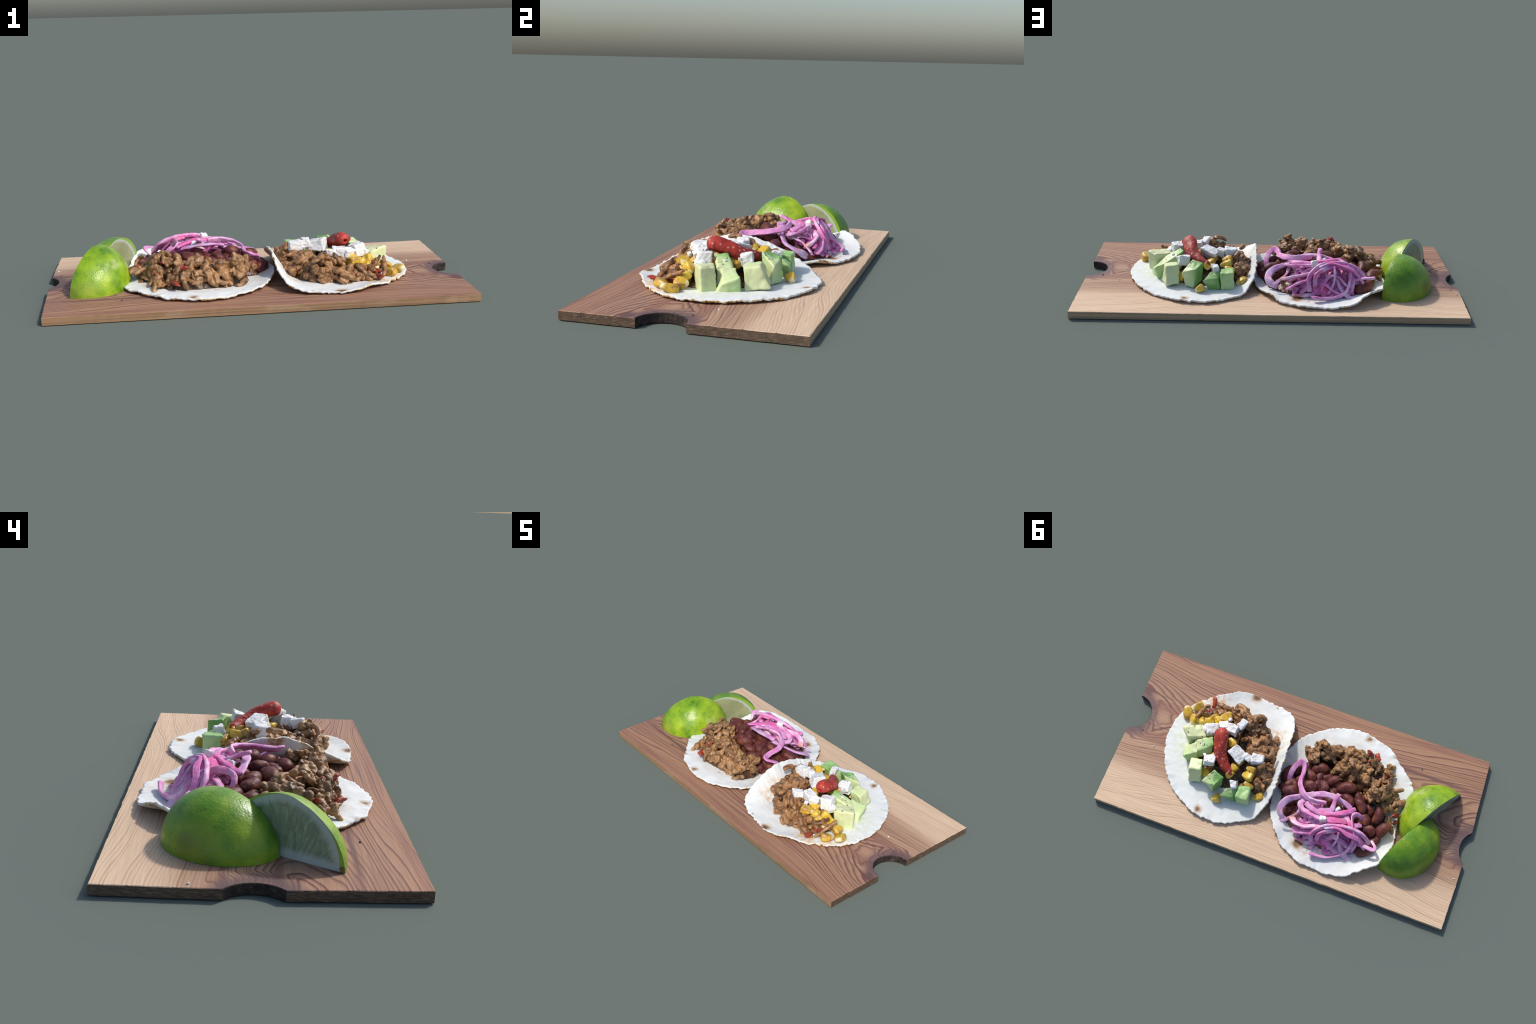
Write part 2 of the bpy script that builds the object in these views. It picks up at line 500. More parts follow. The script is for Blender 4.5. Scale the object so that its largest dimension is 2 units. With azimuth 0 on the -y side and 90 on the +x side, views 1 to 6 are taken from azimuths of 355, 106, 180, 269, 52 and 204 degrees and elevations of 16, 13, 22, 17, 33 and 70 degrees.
def board_warp(x, y):
    """the plank is very slightly crowned and higher at the +x end"""
    return 0.0038 * (1 - min(1, abs(x)) ** 6) * (1 - min(1, abs(y) / 0.49) ** 4) + 0.0034 * max(0, x) + 0.0030 * max(0, -x) * max(0, -y / 0.49) + 0.0004 * y


def build_board():
    corners = dict(fl=(-0.9665, -0.490), fr=(1.0005, -0.4695), br=(0.985, 0.490), bl=(-0.9985, 0.478))
    out, tag = [], []

    def run(a, b, n, kind, wob=0.0022):
        for i in range(n):
            t = i / n
            p = Vector(a).lerp(Vector(b), t)
            w = wob * (noise.noise(Vector((p.x * 31, p.y * 31, 3))) + 0.6 * noise.noise(Vector((p.x * 90, p.y * 90, 8)))) if 0 < i else 0
            d = (Vector(b) - Vector(a)).normalized()
            out.append((p.x - d.y * w, p.y + d.x * w))
            tag.append(kind)

    def arc(c, r, a0, a1, n):
        for i in range(n):
            a = a0 + (a1 - a0) * i / n
            out.append((c[0] + r * math.cos(a), c[1] + r * math.sin(a)))
            tag.append(2)

    run(corners["fl"], corners["fr"], 70, 0)
    # right thumb notch
    cr, rr = (0.997, -0.062), 0.099
    n0, n1 = (0.9935, cr[1] - 0.0988), (0.9915, cr[1] + 0.0988)
    run(corners["fr"], n0, 14, 1)
    arc(cr, rr, math.radians(269), math.radians(92), 30)
    run(n1, corners["br"], 18, 1)
    run(corners["br"], corners["bl"], 70, 0)
    # left thumb notch, shallower
    cl, rl = (-1.067, 0.017), 0.113
    h = math.radians(52)
    m0 = (cl[0] + rl * math.cos(h) - 0.001, cl[1] + rl * math.sin(h))
    m1 = (cl[0] + rl * math.cos(h) + 0.004, cl[1] - rl * math.sin(h))
    run(corners["bl"], m0, 16, 1)
    arc(cl, rl, h, -h, 24)
    run(m1, corners["fl"], 18, 1)

    n = len(out)
    bm = bmesh.new()
    warp = board_warp
    # rings: bottom, lower chamfer, upper chamfer, top
    c2 = 0.0022
    lay = []
    ctr = Vector((sum(p[0] for p in out) / n, sum(p[1] for p in out) / n))
    for zz, inset in ((0.0, c2 * 0.5), (c2 * 0.6, 0.0), (TOP - c2, 0.0), (TOP, c2)):
        ring = []
        for i, (px, py) in enumerate(out):
            a, b = Vector(out[i - 1]), Vector(out[(i + 1) % n])
            t = (b - a).normalized()
            nx, ny = t.y, -t.x
            ring.append(bm.verts.new((px - nx * inset, py - ny * inset, zz + (warp(px, py) if zz > 0.01 else 0))))
        lay.append(ring)
    for k in range(3):
        for i in range(n):
            j = (i + 1) % n
            f = bm.faces.new((lay[k][i], lay[k][j], lay[k + 1][j], lay[k + 1][i]))
            f.material_index = {0: 3, 1: 1, 2: 2}[tag[i]] if k < 2 else (0 if tag[i] != 2 else 2)
    top = bm.faces.new(lay[3])
    bmesh.ops.triangulate(bm, faces=[top])
    for k in range(1, 12):
        cx = -1 + 2 * k / 12
        bmesh.ops.bisect_plane(bm, geom=[f for f in bm.faces if f.normal.z > 0.9 or abs(f.calc_center_median().z - TOP) < 0.005] + bm.edges[:] + bm.verts[:], plane_co=(cx, 0, 0), plane_no=(1, 0, 0))
    for k in range(1, 8):
        cy = -0.49 + 0.98 * k / 8
        bmesh.ops.bisect_plane(bm, geom=[f for f in bm.faces if f.normal.z > 0.9 or abs(f.calc_center_median().z - TOP) < 0.005] + bm.edges[:] + bm.verts[:], plane_co=(0, cy, 0), plane_no=(0, 1, 0))
    rims = set(lay[0] + lay[1] + lay[2] + lay[3])
    for v in bm.verts:
        if v not in rims and v.co.z > TOP - 0.006:
            v.co.z = TOP + warp(v.co.x, v.co.y)
    bm.faces.new(list(reversed(lay[0])))
    bmesh.ops.recalc_face_normals(bm, faces=bm.faces)
    me = bpy.data.meshes.new("serving_board")
    bm.to_mesh(me)
    bm.free()
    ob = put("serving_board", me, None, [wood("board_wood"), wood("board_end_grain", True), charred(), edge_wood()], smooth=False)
    ob["label"] = "long reddish-brown wooden serving board with thumb notches"
    ob["category"] = "cutting board"
    # loose grains of salt and pepper on the wood
    salt, pepper = plain("salt", (0.75, 0.75, 0.74)), plain("peppercorn_crumb", (0.06, 0.05, 0.045))
    for k, (gx, gy, dark) in enumerate(((0.902, 0.027, 1), (0.802, 0.095, 0), (-0.629, -0.317, 1), (-0.977, 0.202, 0), (-0.759, 0.342, 0))):
        bm = bmesh.new()
        bmesh.ops.create_icosphere(bm, subdivisions=2, radius=0.0038)
        for v in bm.verts:
            v.co *= 1 + 0.35 * n3(v.co, 160, k)
        g = bpy.data.meshes.new("seasoning_grain")
        bm.to_mesh(g)
        bm.free()
        put("seasoning_grain", g, ob, [pepper if dark else salt], loc=(gx, gy, TOP + board_warp(gx, gy) + 0.002))
    return ob


# ------------------------------------------------------------------ tortillas
def periodic(ths, vals):
    """smooth periodic interpolator through samples at angles"""
    o = np.argsort(ths)
    t, v = np.array(ths)[o], np.array(vals)[o]
    t3 = np.concatenate([t - 2 * math.pi, t, t + 2 * math.pi])
    v3 = np.concatenate([v, v, v])
    fine = np.linspace(-math.pi, math.pi, 721)
    f = np.interp(fine, t3, v3)
    k = np.hanning(15)
    k /= k.sum()
    f = np.convolve(np.concatenate([f[-15:-1], f, f[1:15]]), k, "same")[14:-14]
    return lambda a: np.interp((a + math.pi) % (2 * math.pi) - math.pi, fine, f)


class Tortilla:
    def __init__(self, rim, centre, start=0.58, power=1.9, floor=0.0535, seed=0, lift=lambda x, y: 0.0):
        self.lift = lift
        self.c = centre
        th = [math.atan2(p[1] - centre[1], p[0] - centre[0]) for p in rim]
        self.R = periodic(th, [math.hypot(p[0] - centre[0], p[1] - centre[1]) for p in rim])
        self.Z = periodic(th, [p[2] for p in rim])
        self.start, self.power, self.floor, self.seed = start, power, floor, seed

    def top(self, x, y):
        dx, dy = x - self.c[0], y - self.c[1]
        a = math.atan2(dy, dx)
        rho = math.hypot(dx, dy) / float(self.R(a))
        return self.at(a, rho)

    def at(self, a, rho):
        s = max(0.0, (rho - self.start) / (1 - self.start))
        r = float(self.R(a)) * rho
        base = self.floor + self.lift(self.c[0] + r * math.cos(a), self.c[1] + r * math.sin(a))
        return base + max(-0.004, float(self.Z(a)) - self.floor - (base - self.floor) * 0.8) * s ** self.power

    def mesh(self, name, thick=0.0125):
        nth, nr = 300, 56
        verts, faces = [], []
        idx = {}
        rows = []
        for side in (0, 1):
            for ir in range(nr):
                rho = ((ir + 1) / nr) ** 0.75
                row = []
                for it in range(nth):
                    a = -math.pi + 2 * math.pi * it / nth
                    ca, sa = math.cos(a), math.sin(a)
                    rag = 0.0046 * noise.noise(Vector((ca * 9 + self.seed, sa * 9, 1))) + 0.0055 * noise.noise(Vector((ca * 22, sa * 24, self.seed))) + 0.0055 * noise.noise(Vector((ca * 46, sa * 55, self.seed + 4)))
                    edge = max(0.0, (rho - 0.85) / 0.15)
                    R = float(self.R(a)) + rag * edge
                    x, y = self.c[0] + R * rho * ca, self.c[1] + R * rho * sa
                    z = self.at(a, rho)
                    z += 0.0022 * n3((x, y, 0), 14, self.seed) * min(1, rho * 1.5) + 0.0012 * n3((x, y, 0), 40, self.seed)
                    z += edge * edge * (0.0045 * noise.noise(Vector((ca * 11, sa * 11, 7 + self.seed))) + 0.0045 * noise.noise(Vector((ca * 30, sa * 30, 9))))
                    if side:
                        # underside: offset along the wall normal
                        da = 0.01
                        slope = (self.at(a, min(1, rho + da)) - self.at(a, rho - da)) / (R * (min(1, rho + da) - rho + da))
                        L = math.hypot(1, slope)
                        t = thick * (1 - 0.35 * edge ** 3)
                        x += ca * slope / L * t
                        y += sa * slope / L * t
                        z -= t / L
                        z = max(z, TOP + board_warp(x, y) + 0.0008)
                    row.append(len(verts))
                    verts.append((x, y, z))
                rows.append(row)
        for side in (0, 1):
            c = len(verts)
            z0 = self.at(0, 0) if not side else max(TOP + board_warp(*self.c) + 0.0008, self.at(0, 0) - thick)
            verts.append((self.c[0], self.c[1], z0))
            base = side * nr
            for it in range(nth):
                j = (it + 1) % nth
                f = (c, rows[base][it], rows[base][j])
                faces.append(f if not side else f[::-1])
            for ir in range(nr - 1):
                for it in range(nth):
                    j = (it + 1) % nth
                    f = (rows[base + ir][it], rows[base + ir + 1][it], rows[base + ir + 1][j], rows[base + ir][j])
                    faces.append(f if not side else f[::-1])
        n_top = nth * nr
        under0 = n_top
        for it in range(nth):
            j = (it + 1) % nth
            faces.append((rows[nr - 1][it], rows[2 * nr - 1][it], rows[2 * nr - 1][j], rows[nr - 1][j]))
        me = from_data(name, verts, faces)
        mi = [0] * n_top + [1] * (len(faces) - n_top)
        # the rim itself, a few mm of the top, is toasted in places
        k = 0
        for i in range(len(faces)):
            if i >= len(faces) - nth:
                mi[i] = 2
        me.polygons.foreach_set("material_index", mi)
        return me


# ------------------------------------------------------------------ piles
def poly_dist(poly):
    P = np.array(poly, float)
    A, B = P, np.roll(P, -1, axis=0)

    def f(x, y):
        p = np.array((x, y))
        ab, ap = B - A, p - A
        t = np.clip((ap * ab).sum(1) / (ab * ab).sum(1), 0, 1)
        d = np.linalg.norm(ap - ab * t[:, None], axis=1).min()
        cr = ((A[:, 1] > y) != (B[:, 1] > y)) & (x < (B[:, 0] - A[:, 0]) * (y - A[:, 1]) / (B[:, 1] - A[:, 1] + 1e-12) + A[:, 0])
        return d if cr.sum() % 2 else -d
    return f


def heights(ctrl):
    C = np.array(ctrl, float)

    def f(x, y):
        w = 1.0 / (((C[:, 0] - x) ** 2 + (C[:, 1] - y) ** 2) + 0.0006) ** 1.5
        return float((w * C[:, 2]).sum() / w.sum())
    return f


def pile_mesh(name, poly, hf, floor, drop=0.0, fall=0.035, cell=0.0075, rough=0.010, freq=26, seed=0, inset=0.0):
    """solid heap: grid over the polygon, rounded at its border, lumpy on top"""
    pd = poly_dist(poly)
    P = np.array(poly)
    x0, y0 = P.min(0)
    nx, ny = (int(v / cell) + 2 for v in (P.max(0) - P.min(0)))
    top, low, verts, faces = {}, {}, [], []
    for i in range(nx):
        for j in range(ny):
            x, y = x0 + i * cell, y0 + j * cell
            d = pd(x, y) - inset
            if d > -0.004:
                fz = floor(x, y)
                k = 1 - math.exp(-max(d, 0) / fall * 1.6)
                z = fz + max(0.004, (hf(x, y) - drop - fz) * k)
                z += rough * (n3((x, y, z), freq, seed) + 0.5 * n3((x, y, z), freq * 2.3, seed)) * k
                top[i, j] = len(verts)
                verts.append((x, y, max(z, fz + 0.002)))
                low[i, j] = len(verts)
                verts.append((x, y, fz - 0.004))
    edges = {}
    for (i, j) in top:
        q = [(i, j), (i + 1, j), (i + 1, j + 1), (i, j + 1)]
        if all(k in top for k in q):
            faces.append(tuple(top[k] for k in q))
            faces.append(tuple(low[k] for k in reversed(q)))
            for a, b in zip(q, q[1:] + q[:1]):
                if (b, a) in edges:
                    del edges[b, a]
                else:
                    edges[a, b] = 1
    for a, b in edges:
        faces.append((top[b], top[a], low[a], low[b]))
    me = from_data(name, verts, faces)
    bm = bmesh.new()
    bm.from_mesh(me)
    bmesh.ops.delete(bm, geom=[v for v in bm.verts if not v.link_faces], context="VERTS")
    bm.to_mesh(me)
    bm.free()
    return me


def worm(name, pts, rad, seed, lump=0.45, flat=0.85, n=30, m=12):
    """one crumble of mince: short thick twisted lumpy strand"""
    path = spline(pts, n)

    def sec(i, n):
        t = i / (n - 1)
        env = (1 - abs(2 * t - 1) ** 3.2) ** 0.5 * 0.97 + 0.03
        out = []
        for k in range(m):
            a = 2 * math.pi * k / m
            q = path[i] + np.array((math.cos(a), math.sin(a), math.sin(a + 1))) * rad
            r = rad * env * (1 + lump * n3(q, 42, seed) * 1.5 + lump * 0.6 * n3(q, 95, seed + 3))
            out.append((r * math.cos(a), r * math.sin(a) * flat))
        return out
    v, f = sweep(path, sec)
    return from_data(name, v, f)


def random_worm(name, r, length, rad, seed):
    a = r.uniform(-1, 1)
    pts = []
    d = Vector((1, 0, 0))
    p = Vector((0, 0, 0))
    for i in range(4):
        pts.append(p.copy())
        d = (d + Vector((0, r.uniform(-0.9, 0.9), r.uniform(-0.5, 0.5)))).normalized()
        p = p + d * length / 3
    c = sum((q for q in pts), Vector()) / 4
    return worm(name, [q - c for q in pts], rad, seed, lump=r.uniform(0.35, 0.6), flat=r.uniform(0.6, 1.0))


def clump(name, r, size, seed):
    """one crumble of mince: squat knobbly nugget"""
    bm = bmesh.new()
    bmesh.ops.create_icosphere(bm, subdivisions=4, radius=1.0)
    s = Vector((r.uniform(0.9, 1.35), r.uniform(0.7, 1.0), r.uniform(0.6, 0.9)))
    for v in bm.verts:
        p = v.co.copy()
        k = 1 + 0.42 * n3(p, 1.5, seed) + 0.26 * n3(p, 3.4, seed + 2) + 0.10 * n3(p, 8, seed + 5)
        v.co = Vector((p.x * s.x, p.y * s.y, p.z * s.z)) * k * size
    me = bpy.data.meshes.new(name)
    bm.to_mesh(me)
    bm.free()
    return me


def scatter(poly, gap, count, r, inset=0.0):
    pd = poly_dist(poly)
    P = np.array(poly)
    lo, hi = P.min(0), P.max(0)
    pts = []
    for _ in range(count * 60):
        x, y = r.uniform(lo[0], hi[0]), r.uniform(lo[1], hi[1])
        if pd(x, y) < inset or any((x - a) ** 2 + (y - b) ** 2 < gap * gap for a, b in pts):
            continue
        pts.append((x, y))
        if len(pts) >= count:
            break
    return pts


def shred(name, r, seed):
    """a ragged clump of mince: strands and nuggets stuck together by sauce (remeshed into one skin)"""
    bm = bmesh.new()
    for i in range(r.randint(3, 6)):
        o = Vector((r.uniform(-0.032, 0.032), r.uniform(-0.025, 0.025), r.uniform(-0.010, 0.014)))
        if r.random() < 0.3:
            me = clump("w", r, r.uniform(0.018, 0.026), seed + i)
        else:
            me = random_worm("w", r, r.uniform(0.055, 0.10), r.uniform(0.0115, 0.0165), seed + i * 0.7)
        q = Euler((r.uniform(-0.5, 0.5), r.uniform(-0.5, 0.5), r.uniform(0, 6.28))).to_matrix().to_4x4()
        me.transform(Matrix.Translation(o) @ q)
        bm.from_mesh(me)
        bpy.data.meshes.remove(me)
    raw = bpy.data.meshes.new("raw")
    bm.to_mesh(raw)
    bm.free()
    ob = bpy.data.objects.new("raw", raw)
    SC.objects.link(ob)
    m = ob.modifiers.new("r", "REMESH")
    m.mode, m.voxel_size = "VOXEL", 0.0029
    sm = ob.modifiers.new("s", "SMOOTH")
    sm.factor, sm.iterations = 0.5, 3
    me = bpy.data.meshes.new_from_object(ob.evaluated_get(bpy.context.evaluated_depsgraph_get()))
    bpy.data.objects.remove(ob)
    bpy.data.meshes.remove(raw)
    me.name = name
    for v in me.vertices:
        p = v.co
        v.co = p + v.normal * (0.0048 * n3(p, 42, seed) + 0.0026 * n3(p, 100, seed + 2))
    return me


def mince(parent, poly, hf, floor, mats, count, gap, seed, lift=0.010):
    r = random.Random(seed)
    pd = poly_dist(poly)
    big = [shred("mince_clump", r, seed + i * 7.7) for i in range(12)]
    small = []
    for i in range(16):
        if i % 4 == 3:
            small.append(clump("mince_crumble", r, r.uniform(0.018, 0.026), seed + i * 1.3))
        else:
            small.append(random_worm("mince_crumble", r, r.uniform(0.055, 0.11), r.uniform(0.0115, 0.0165), seed + i * 1.3))
    e = 0.012
    fall = 0.062
    h = lambda a, b: floor(a, b) + (hf(a, b) + lift * min(1, max(0, pd(a, b)) / 0.05) - floor(a, b)) * (1 - math.exp(-max(pd(a, b), 0) / fall * 1.6))
    spots = [(x, y, 1) for x, y in scatter(poly, gap, count, r, 0.034)] + [(x, y, 0) for x, y in scatter(poly, gap * 1.1, count, r, 0.022)]
    P = np.array(poly)
    for a, b in zip(P, np.roll(P, -1, axis=0)):
        m = max(1, int(np.linalg.norm(b - a) / 0.030))
        for k in range(m):
            q = a + (b - a) * (k + r.uniform(0.2, 0.8)) / m
            c = q + (P.mean(0) - q) / np.linalg.norm(P.mean(0) - q) * r.uniform(0.020, 0.034)
            if pd(*c) > 0:
                spots.append((c[0], c[1], 0 if r.random() < 0.85 else 1))
    cloud = {}
    for x, y, is_big in spots:
        fz = floor(x, y)
        z = h(x, y) - fz
        z = fz + max(0.011, z - (0.014 if is_big else 0.010)) + r.uniform(-0.008, 0.008)
        nrm = Vector((h(x - e, y) - h(x + e, y), h(x, y - e) - h(x, y + e), 2 * e)).normalized()
        q = nrm.to_track_quat("Z", "Y") @ Euler((r.uniform(-0.45, 0.45), r.uniform(-0.45, 0.45), r.uniform(0, 6.28))).to_quaternion()
        s = r.uniform(0.95, 1.3) if is_big else r.uniform(0.6, 1.1)
        me = r.choice(big if is_big else small)
        # rest on the tortilla, never through it
        if me.name not in cloud:
            c = np.empty(len(me.vertices) * 3)
            me.vertices.foreach_get("co", c)
            cloud[me.name] = c.reshape(-1, 3)
        low = float((cloud[me.name] @ np.array(q.to_matrix())[2]).min()) * s + z
        z += max(0.0, fz - 0.006 - low)
        put(me.name.split(".")[0], me, parent, [mats[0]], loc=(x, y, z), rot=q.to_euler(), scale=(s, s, s))


# ------------------------------------------------------------------ solids
def hexa(name, corners, rnd=0.12, n=13, bump=0.0015, freq=28, seed=0):
    """rounded block through 8 corners: bottom a b c d, top a b c d"""
    C = [np.array(c, float) for c in corners]
    bm = bmesh.new()
    bmesh.ops.create_cube(bm, size=2.0)
    bmesh.ops.subdivide_edges(bm, edges=bm.edges[:], cuts=n, use_grid_fill=True)
    for v in bm.verts:
        u = np.array(v.co)
        u = np.sign(u) * np.abs(np.sin(u * math.pi / 2)) if False else u
        inner = np.clip(u, -(1 - rnd), 1 - rnd)
        o = u - inner
        L = np.linalg.norm(o)
        u = inner + (o / L * rnd if L > 1e-9 else 0)
        a, b, c = (u + 1) / 2
        lo = (1 - b) * ((1 - a) * C[0] + a * C[1]) + b * ((1 - a) * C[3] + a * C[2])
        hi = (1 - b) * ((1 - a) * C[4] + a * C[5]) + b * ((1 - a) * C[7] + a * C[6])
        v.co = Vector((1 - c) * lo + c * hi)
    bm.normal_update()
    for v in bm.verts:
        p = v.co
        v.co = p + v.normal * bump * (n3(p, freq, seed) + 0.6 * n3(p, freq * 2.6, seed + 2)) * 1.6
    bmesh.ops.recalc_face_normals(bm, faces=bm.faces)
    me = bpy.data.meshes.new(name)
    bm.to_mesh(me)
    bm.free()
    return me


def box_corners(c, size, yaw, tilt=(0, 0), jit=0.0, r=None):
    m = Matrix.Translation(c) @ Euler((tilt[0], tilt[1], yaw)).to_matrix().to_4x4()
    out = []
    for z in (-0.5, 0.5):
        for x, y in ((-0.5, -0.5), (0.5, -0.5), (0.5, 0.5), (-0.5, 0.5)):
            q = Vector((x * size[0], y * size[1], z * size[2]))
            if r:
                q += Vector((r.uniform(-jit, jit), r.uniform(-jit, jit), r.uniform(-jit, jit)))
            out.append(tuple(m @ q))
    return out


def bean_mesh(r, seed):
    """kidney bean: unit length along x, bent, seam on the hollow side"""
    bm = bmesh.new()
    bmesh.ops.create_uvsphere(bm, u_segments=28, v_segments=18, radius=1.0)
    bend, fat, thick = r.uniform(0.10, 0.22), r.uniform(0.58, 0.68), r.uniform(0.50, 0.60)
    for v in bm.verts:
        x, y, z = v.co
        sx = math.copysign(abs(x) ** 0.9, x)
        w = 1 - 0.10 * math.exp(-(x / 0.35) ** 2) * (1 if y < 0 else 0.2)
        q = Vector((sx, y * fat * w - bend * (sx * sx - 0.4), z * thick))
        q *= 1 + 0.07 * n3(q, 1.7, seed) + 0.025 * n3(q, 5, seed)
        v.co = q * 0.5
    me = bpy.data.meshes.new("kidney_bean")
    bm.to_mesh(me)
    bm.free()
    return me


def kernel_mesh(r, seed):
    """corn kernel: flat crown tapering to a point"""
    bm = bmesh.new()
    bmesh.ops.create_cube(bm, size=2.0)
    bmesh.ops.subdivide_edges(bm, edges=bm.edges[:], cuts=9, use_grid_fill=True)
    tap = r.uniform(0.35, 0.55)
    for v in bm.verts:
        u = np.array(v.co)
        L = np.linalg.norm(u, ord=4)
        u = u / L
        t = (u[0] + 1) / 2
        w = tap + (1 - tap) * math.sin(min(1, t * 1.25) * math.pi / 2)
        dent = -0.16 * math.exp(-(u[1] ** 2 + u[2] ** 2) / 0.25) * (1 if u[0] > 0.6 else 0)
        q = Vector((u[0] + dent, u[1] * w * 0.80, u[2] * w * 0.62))
        q *= 1 + 0.05 * n3(q, 2.0, seed)
        v.co = q * 0.5
    me = bpy.data.meshes.new("corn_kernel")
    bm.to_mesh(me)
    bm.free()
    return me


def strand_mesh(name, pts, width, thick, seed, ridges=2):
    """sliver of onion: flat ribbed ribbon, squarish in section, with blunt ends"""
    L = sum(math.dist(a, b) for a, b in zip(pts, pts[1:]))
    n = max(24, int(L / 0.0048))
    path = spline(pts, n)
    for i in range(n):
        q = path[i] * 20
        path[i] += 0.004 * np.array((noise.noise(Vector((q[0], q[1], seed))), noise.noise(Vector((q[1], q[2], seed + 7))), 0.6 * noise.noise(Vector((q[2], q[0], seed + 3)))))
    m = 20
    ph = random.Random(int(seed * 10)).uniform(0, 6)

    def sec(i, n):
        t = i / (n - 1)
        end = min(t, 1 - t) * L
        w = width * 1.02 * (1 + 0.38 * noise.noise(Vector((t * L * 16, seed, 2)))) * min(1.0, 0.70 + end / 0.02)
        h = thick * 0.72 * (1 + 0.40 * noise.noise(Vector((t * L * 20, seed, 9)))) * min(1.0, 0.75 + end / 0.012)
        tw = 1.1 * noise.noise(Vector((t * L * 5, seed, 5)))
        out = []
        for k in range(m):
            a = 2 * math.pi * k / m
            ca, sa = math.cos(a), math.sin(a)
            x = math.copysign(abs(ca) ** 0.55, ca) * w / 2
            y = math.copysign(abs(sa) ** 0.55, sa) * h / 2
            y *= 1 + 0.20 * math.cos(ridges * math.pi * x / (w / 2) + ph)
            j = 1 + 0.16 * noise.noise(Vector((t * L * 45, ca * 2 + seed, sa * 2)))
            out.append(((x * math.cos(tw) - y * math.sin(tw)) * j, (x * math.sin(tw) + y * math.cos(tw)) * j))
        return out
    v, f = sweep(path, sec)
    return from_data(name, v, f)


# ------------------------------------------------------------------ lime wedges
def lime(origin, yaw, radii, offset, lean, taper, mats, label, side, tip=None, seed=0, cut=0.0):
    """ellipsoid of lime cut by the board plane and by one leaning side plane; x along the cut edge"""
    e = thing("lime_wedge", label, "lime wedge", origin)
    e.rotation_euler = (0, 0, yaw)          # the rind bulges towards side * Y
    pw, ky, kz = taper
    bm = bmesh.new()
    bmesh.ops.create_uvsphere(bm, u_segments=120, v_segments=80, radius=1.0, matrix=Matrix.Rotation(math.pi / 2, 4, "Y"))
    for v in bm.verts:
        p = v.co.copy()
        k = 1 + 0.007 * n3(p, 1.6, seed) + 0.006 * n3(p, 5, seed) + 0.0025 * n3(p, 22, seed)
        rho = math.hypot(p.y, p.z)
        w = math.sqrt(max(0, 1 - abs(p.x) ** pw)) / rho if rho > 1e-6 else 0
        q = Vector((p.x * radii[0], p.y * w * radii[1] * (1 + ky * p.x), p.z * w * radii[2] * (1 + kz * p.x))) * k
        if tip:      # small nipple at the stem end
            g = math.exp(-((p.y) ** 2 + (p.z) ** 2) / 0.02) if p.x * tip > 0 else 0
            q.x += tip * 0.006 * g
        v.co = q + Vector(offset)
    geom = lambda: bm.verts[:] + bm.edges[:] + bm.faces[:]
    bmesh.ops.bisect_plane(bm, geom=geom(), plane_co=(0, 0, 0), plane_no=(0, 0, 1), clear_inner=True)
    rim = [ed for ed in bm.edges if ed.is_boundary]
    f1 = bmesh.ops.contextual_create(bm, geom=rim)["faces"]
    for f in f1:
        f.material_index = 2
    no = Vector((0, side * math.cos(lean), math.sin(lean)))
    bmesh.ops.bisect_plane(bm, geom=geom(), plane_co=(0, cut, 0), plane_no=no, clear_inner=True)
    rim = [ed for ed in bm.edges if ed.is_boundary]
    f2 = bmesh.ops.contextual_create(bm, geom=rim)["faces"]
    for f in f2:
        f.material_index = 1
    bmesh.ops.recalc_face_normals(bm, faces=bm.faces)
    cut = [f for f in bm.faces if f.material_index]
    bmesh.ops.triangulate(bm, faces=cut)
    for name, test, mat in (("rind", lambda i: i == 0, mats[0]), ("pulp", lambda i: i > 0, mats[1])):
        b2 = bm.copy()
        bmesh.ops.delete(b2, geom=[f for f in b2.faces if not test(f.material_index)], context="FACES")
        for f in b2.faces:
            f.material_index = 0
        me = bpy.data.meshes.new(name)
        b2.to_mesh(me)
        b2.free()
        put(name, me, e, [mat], smooth=(name == "rind"))
    bm.free()
    return e


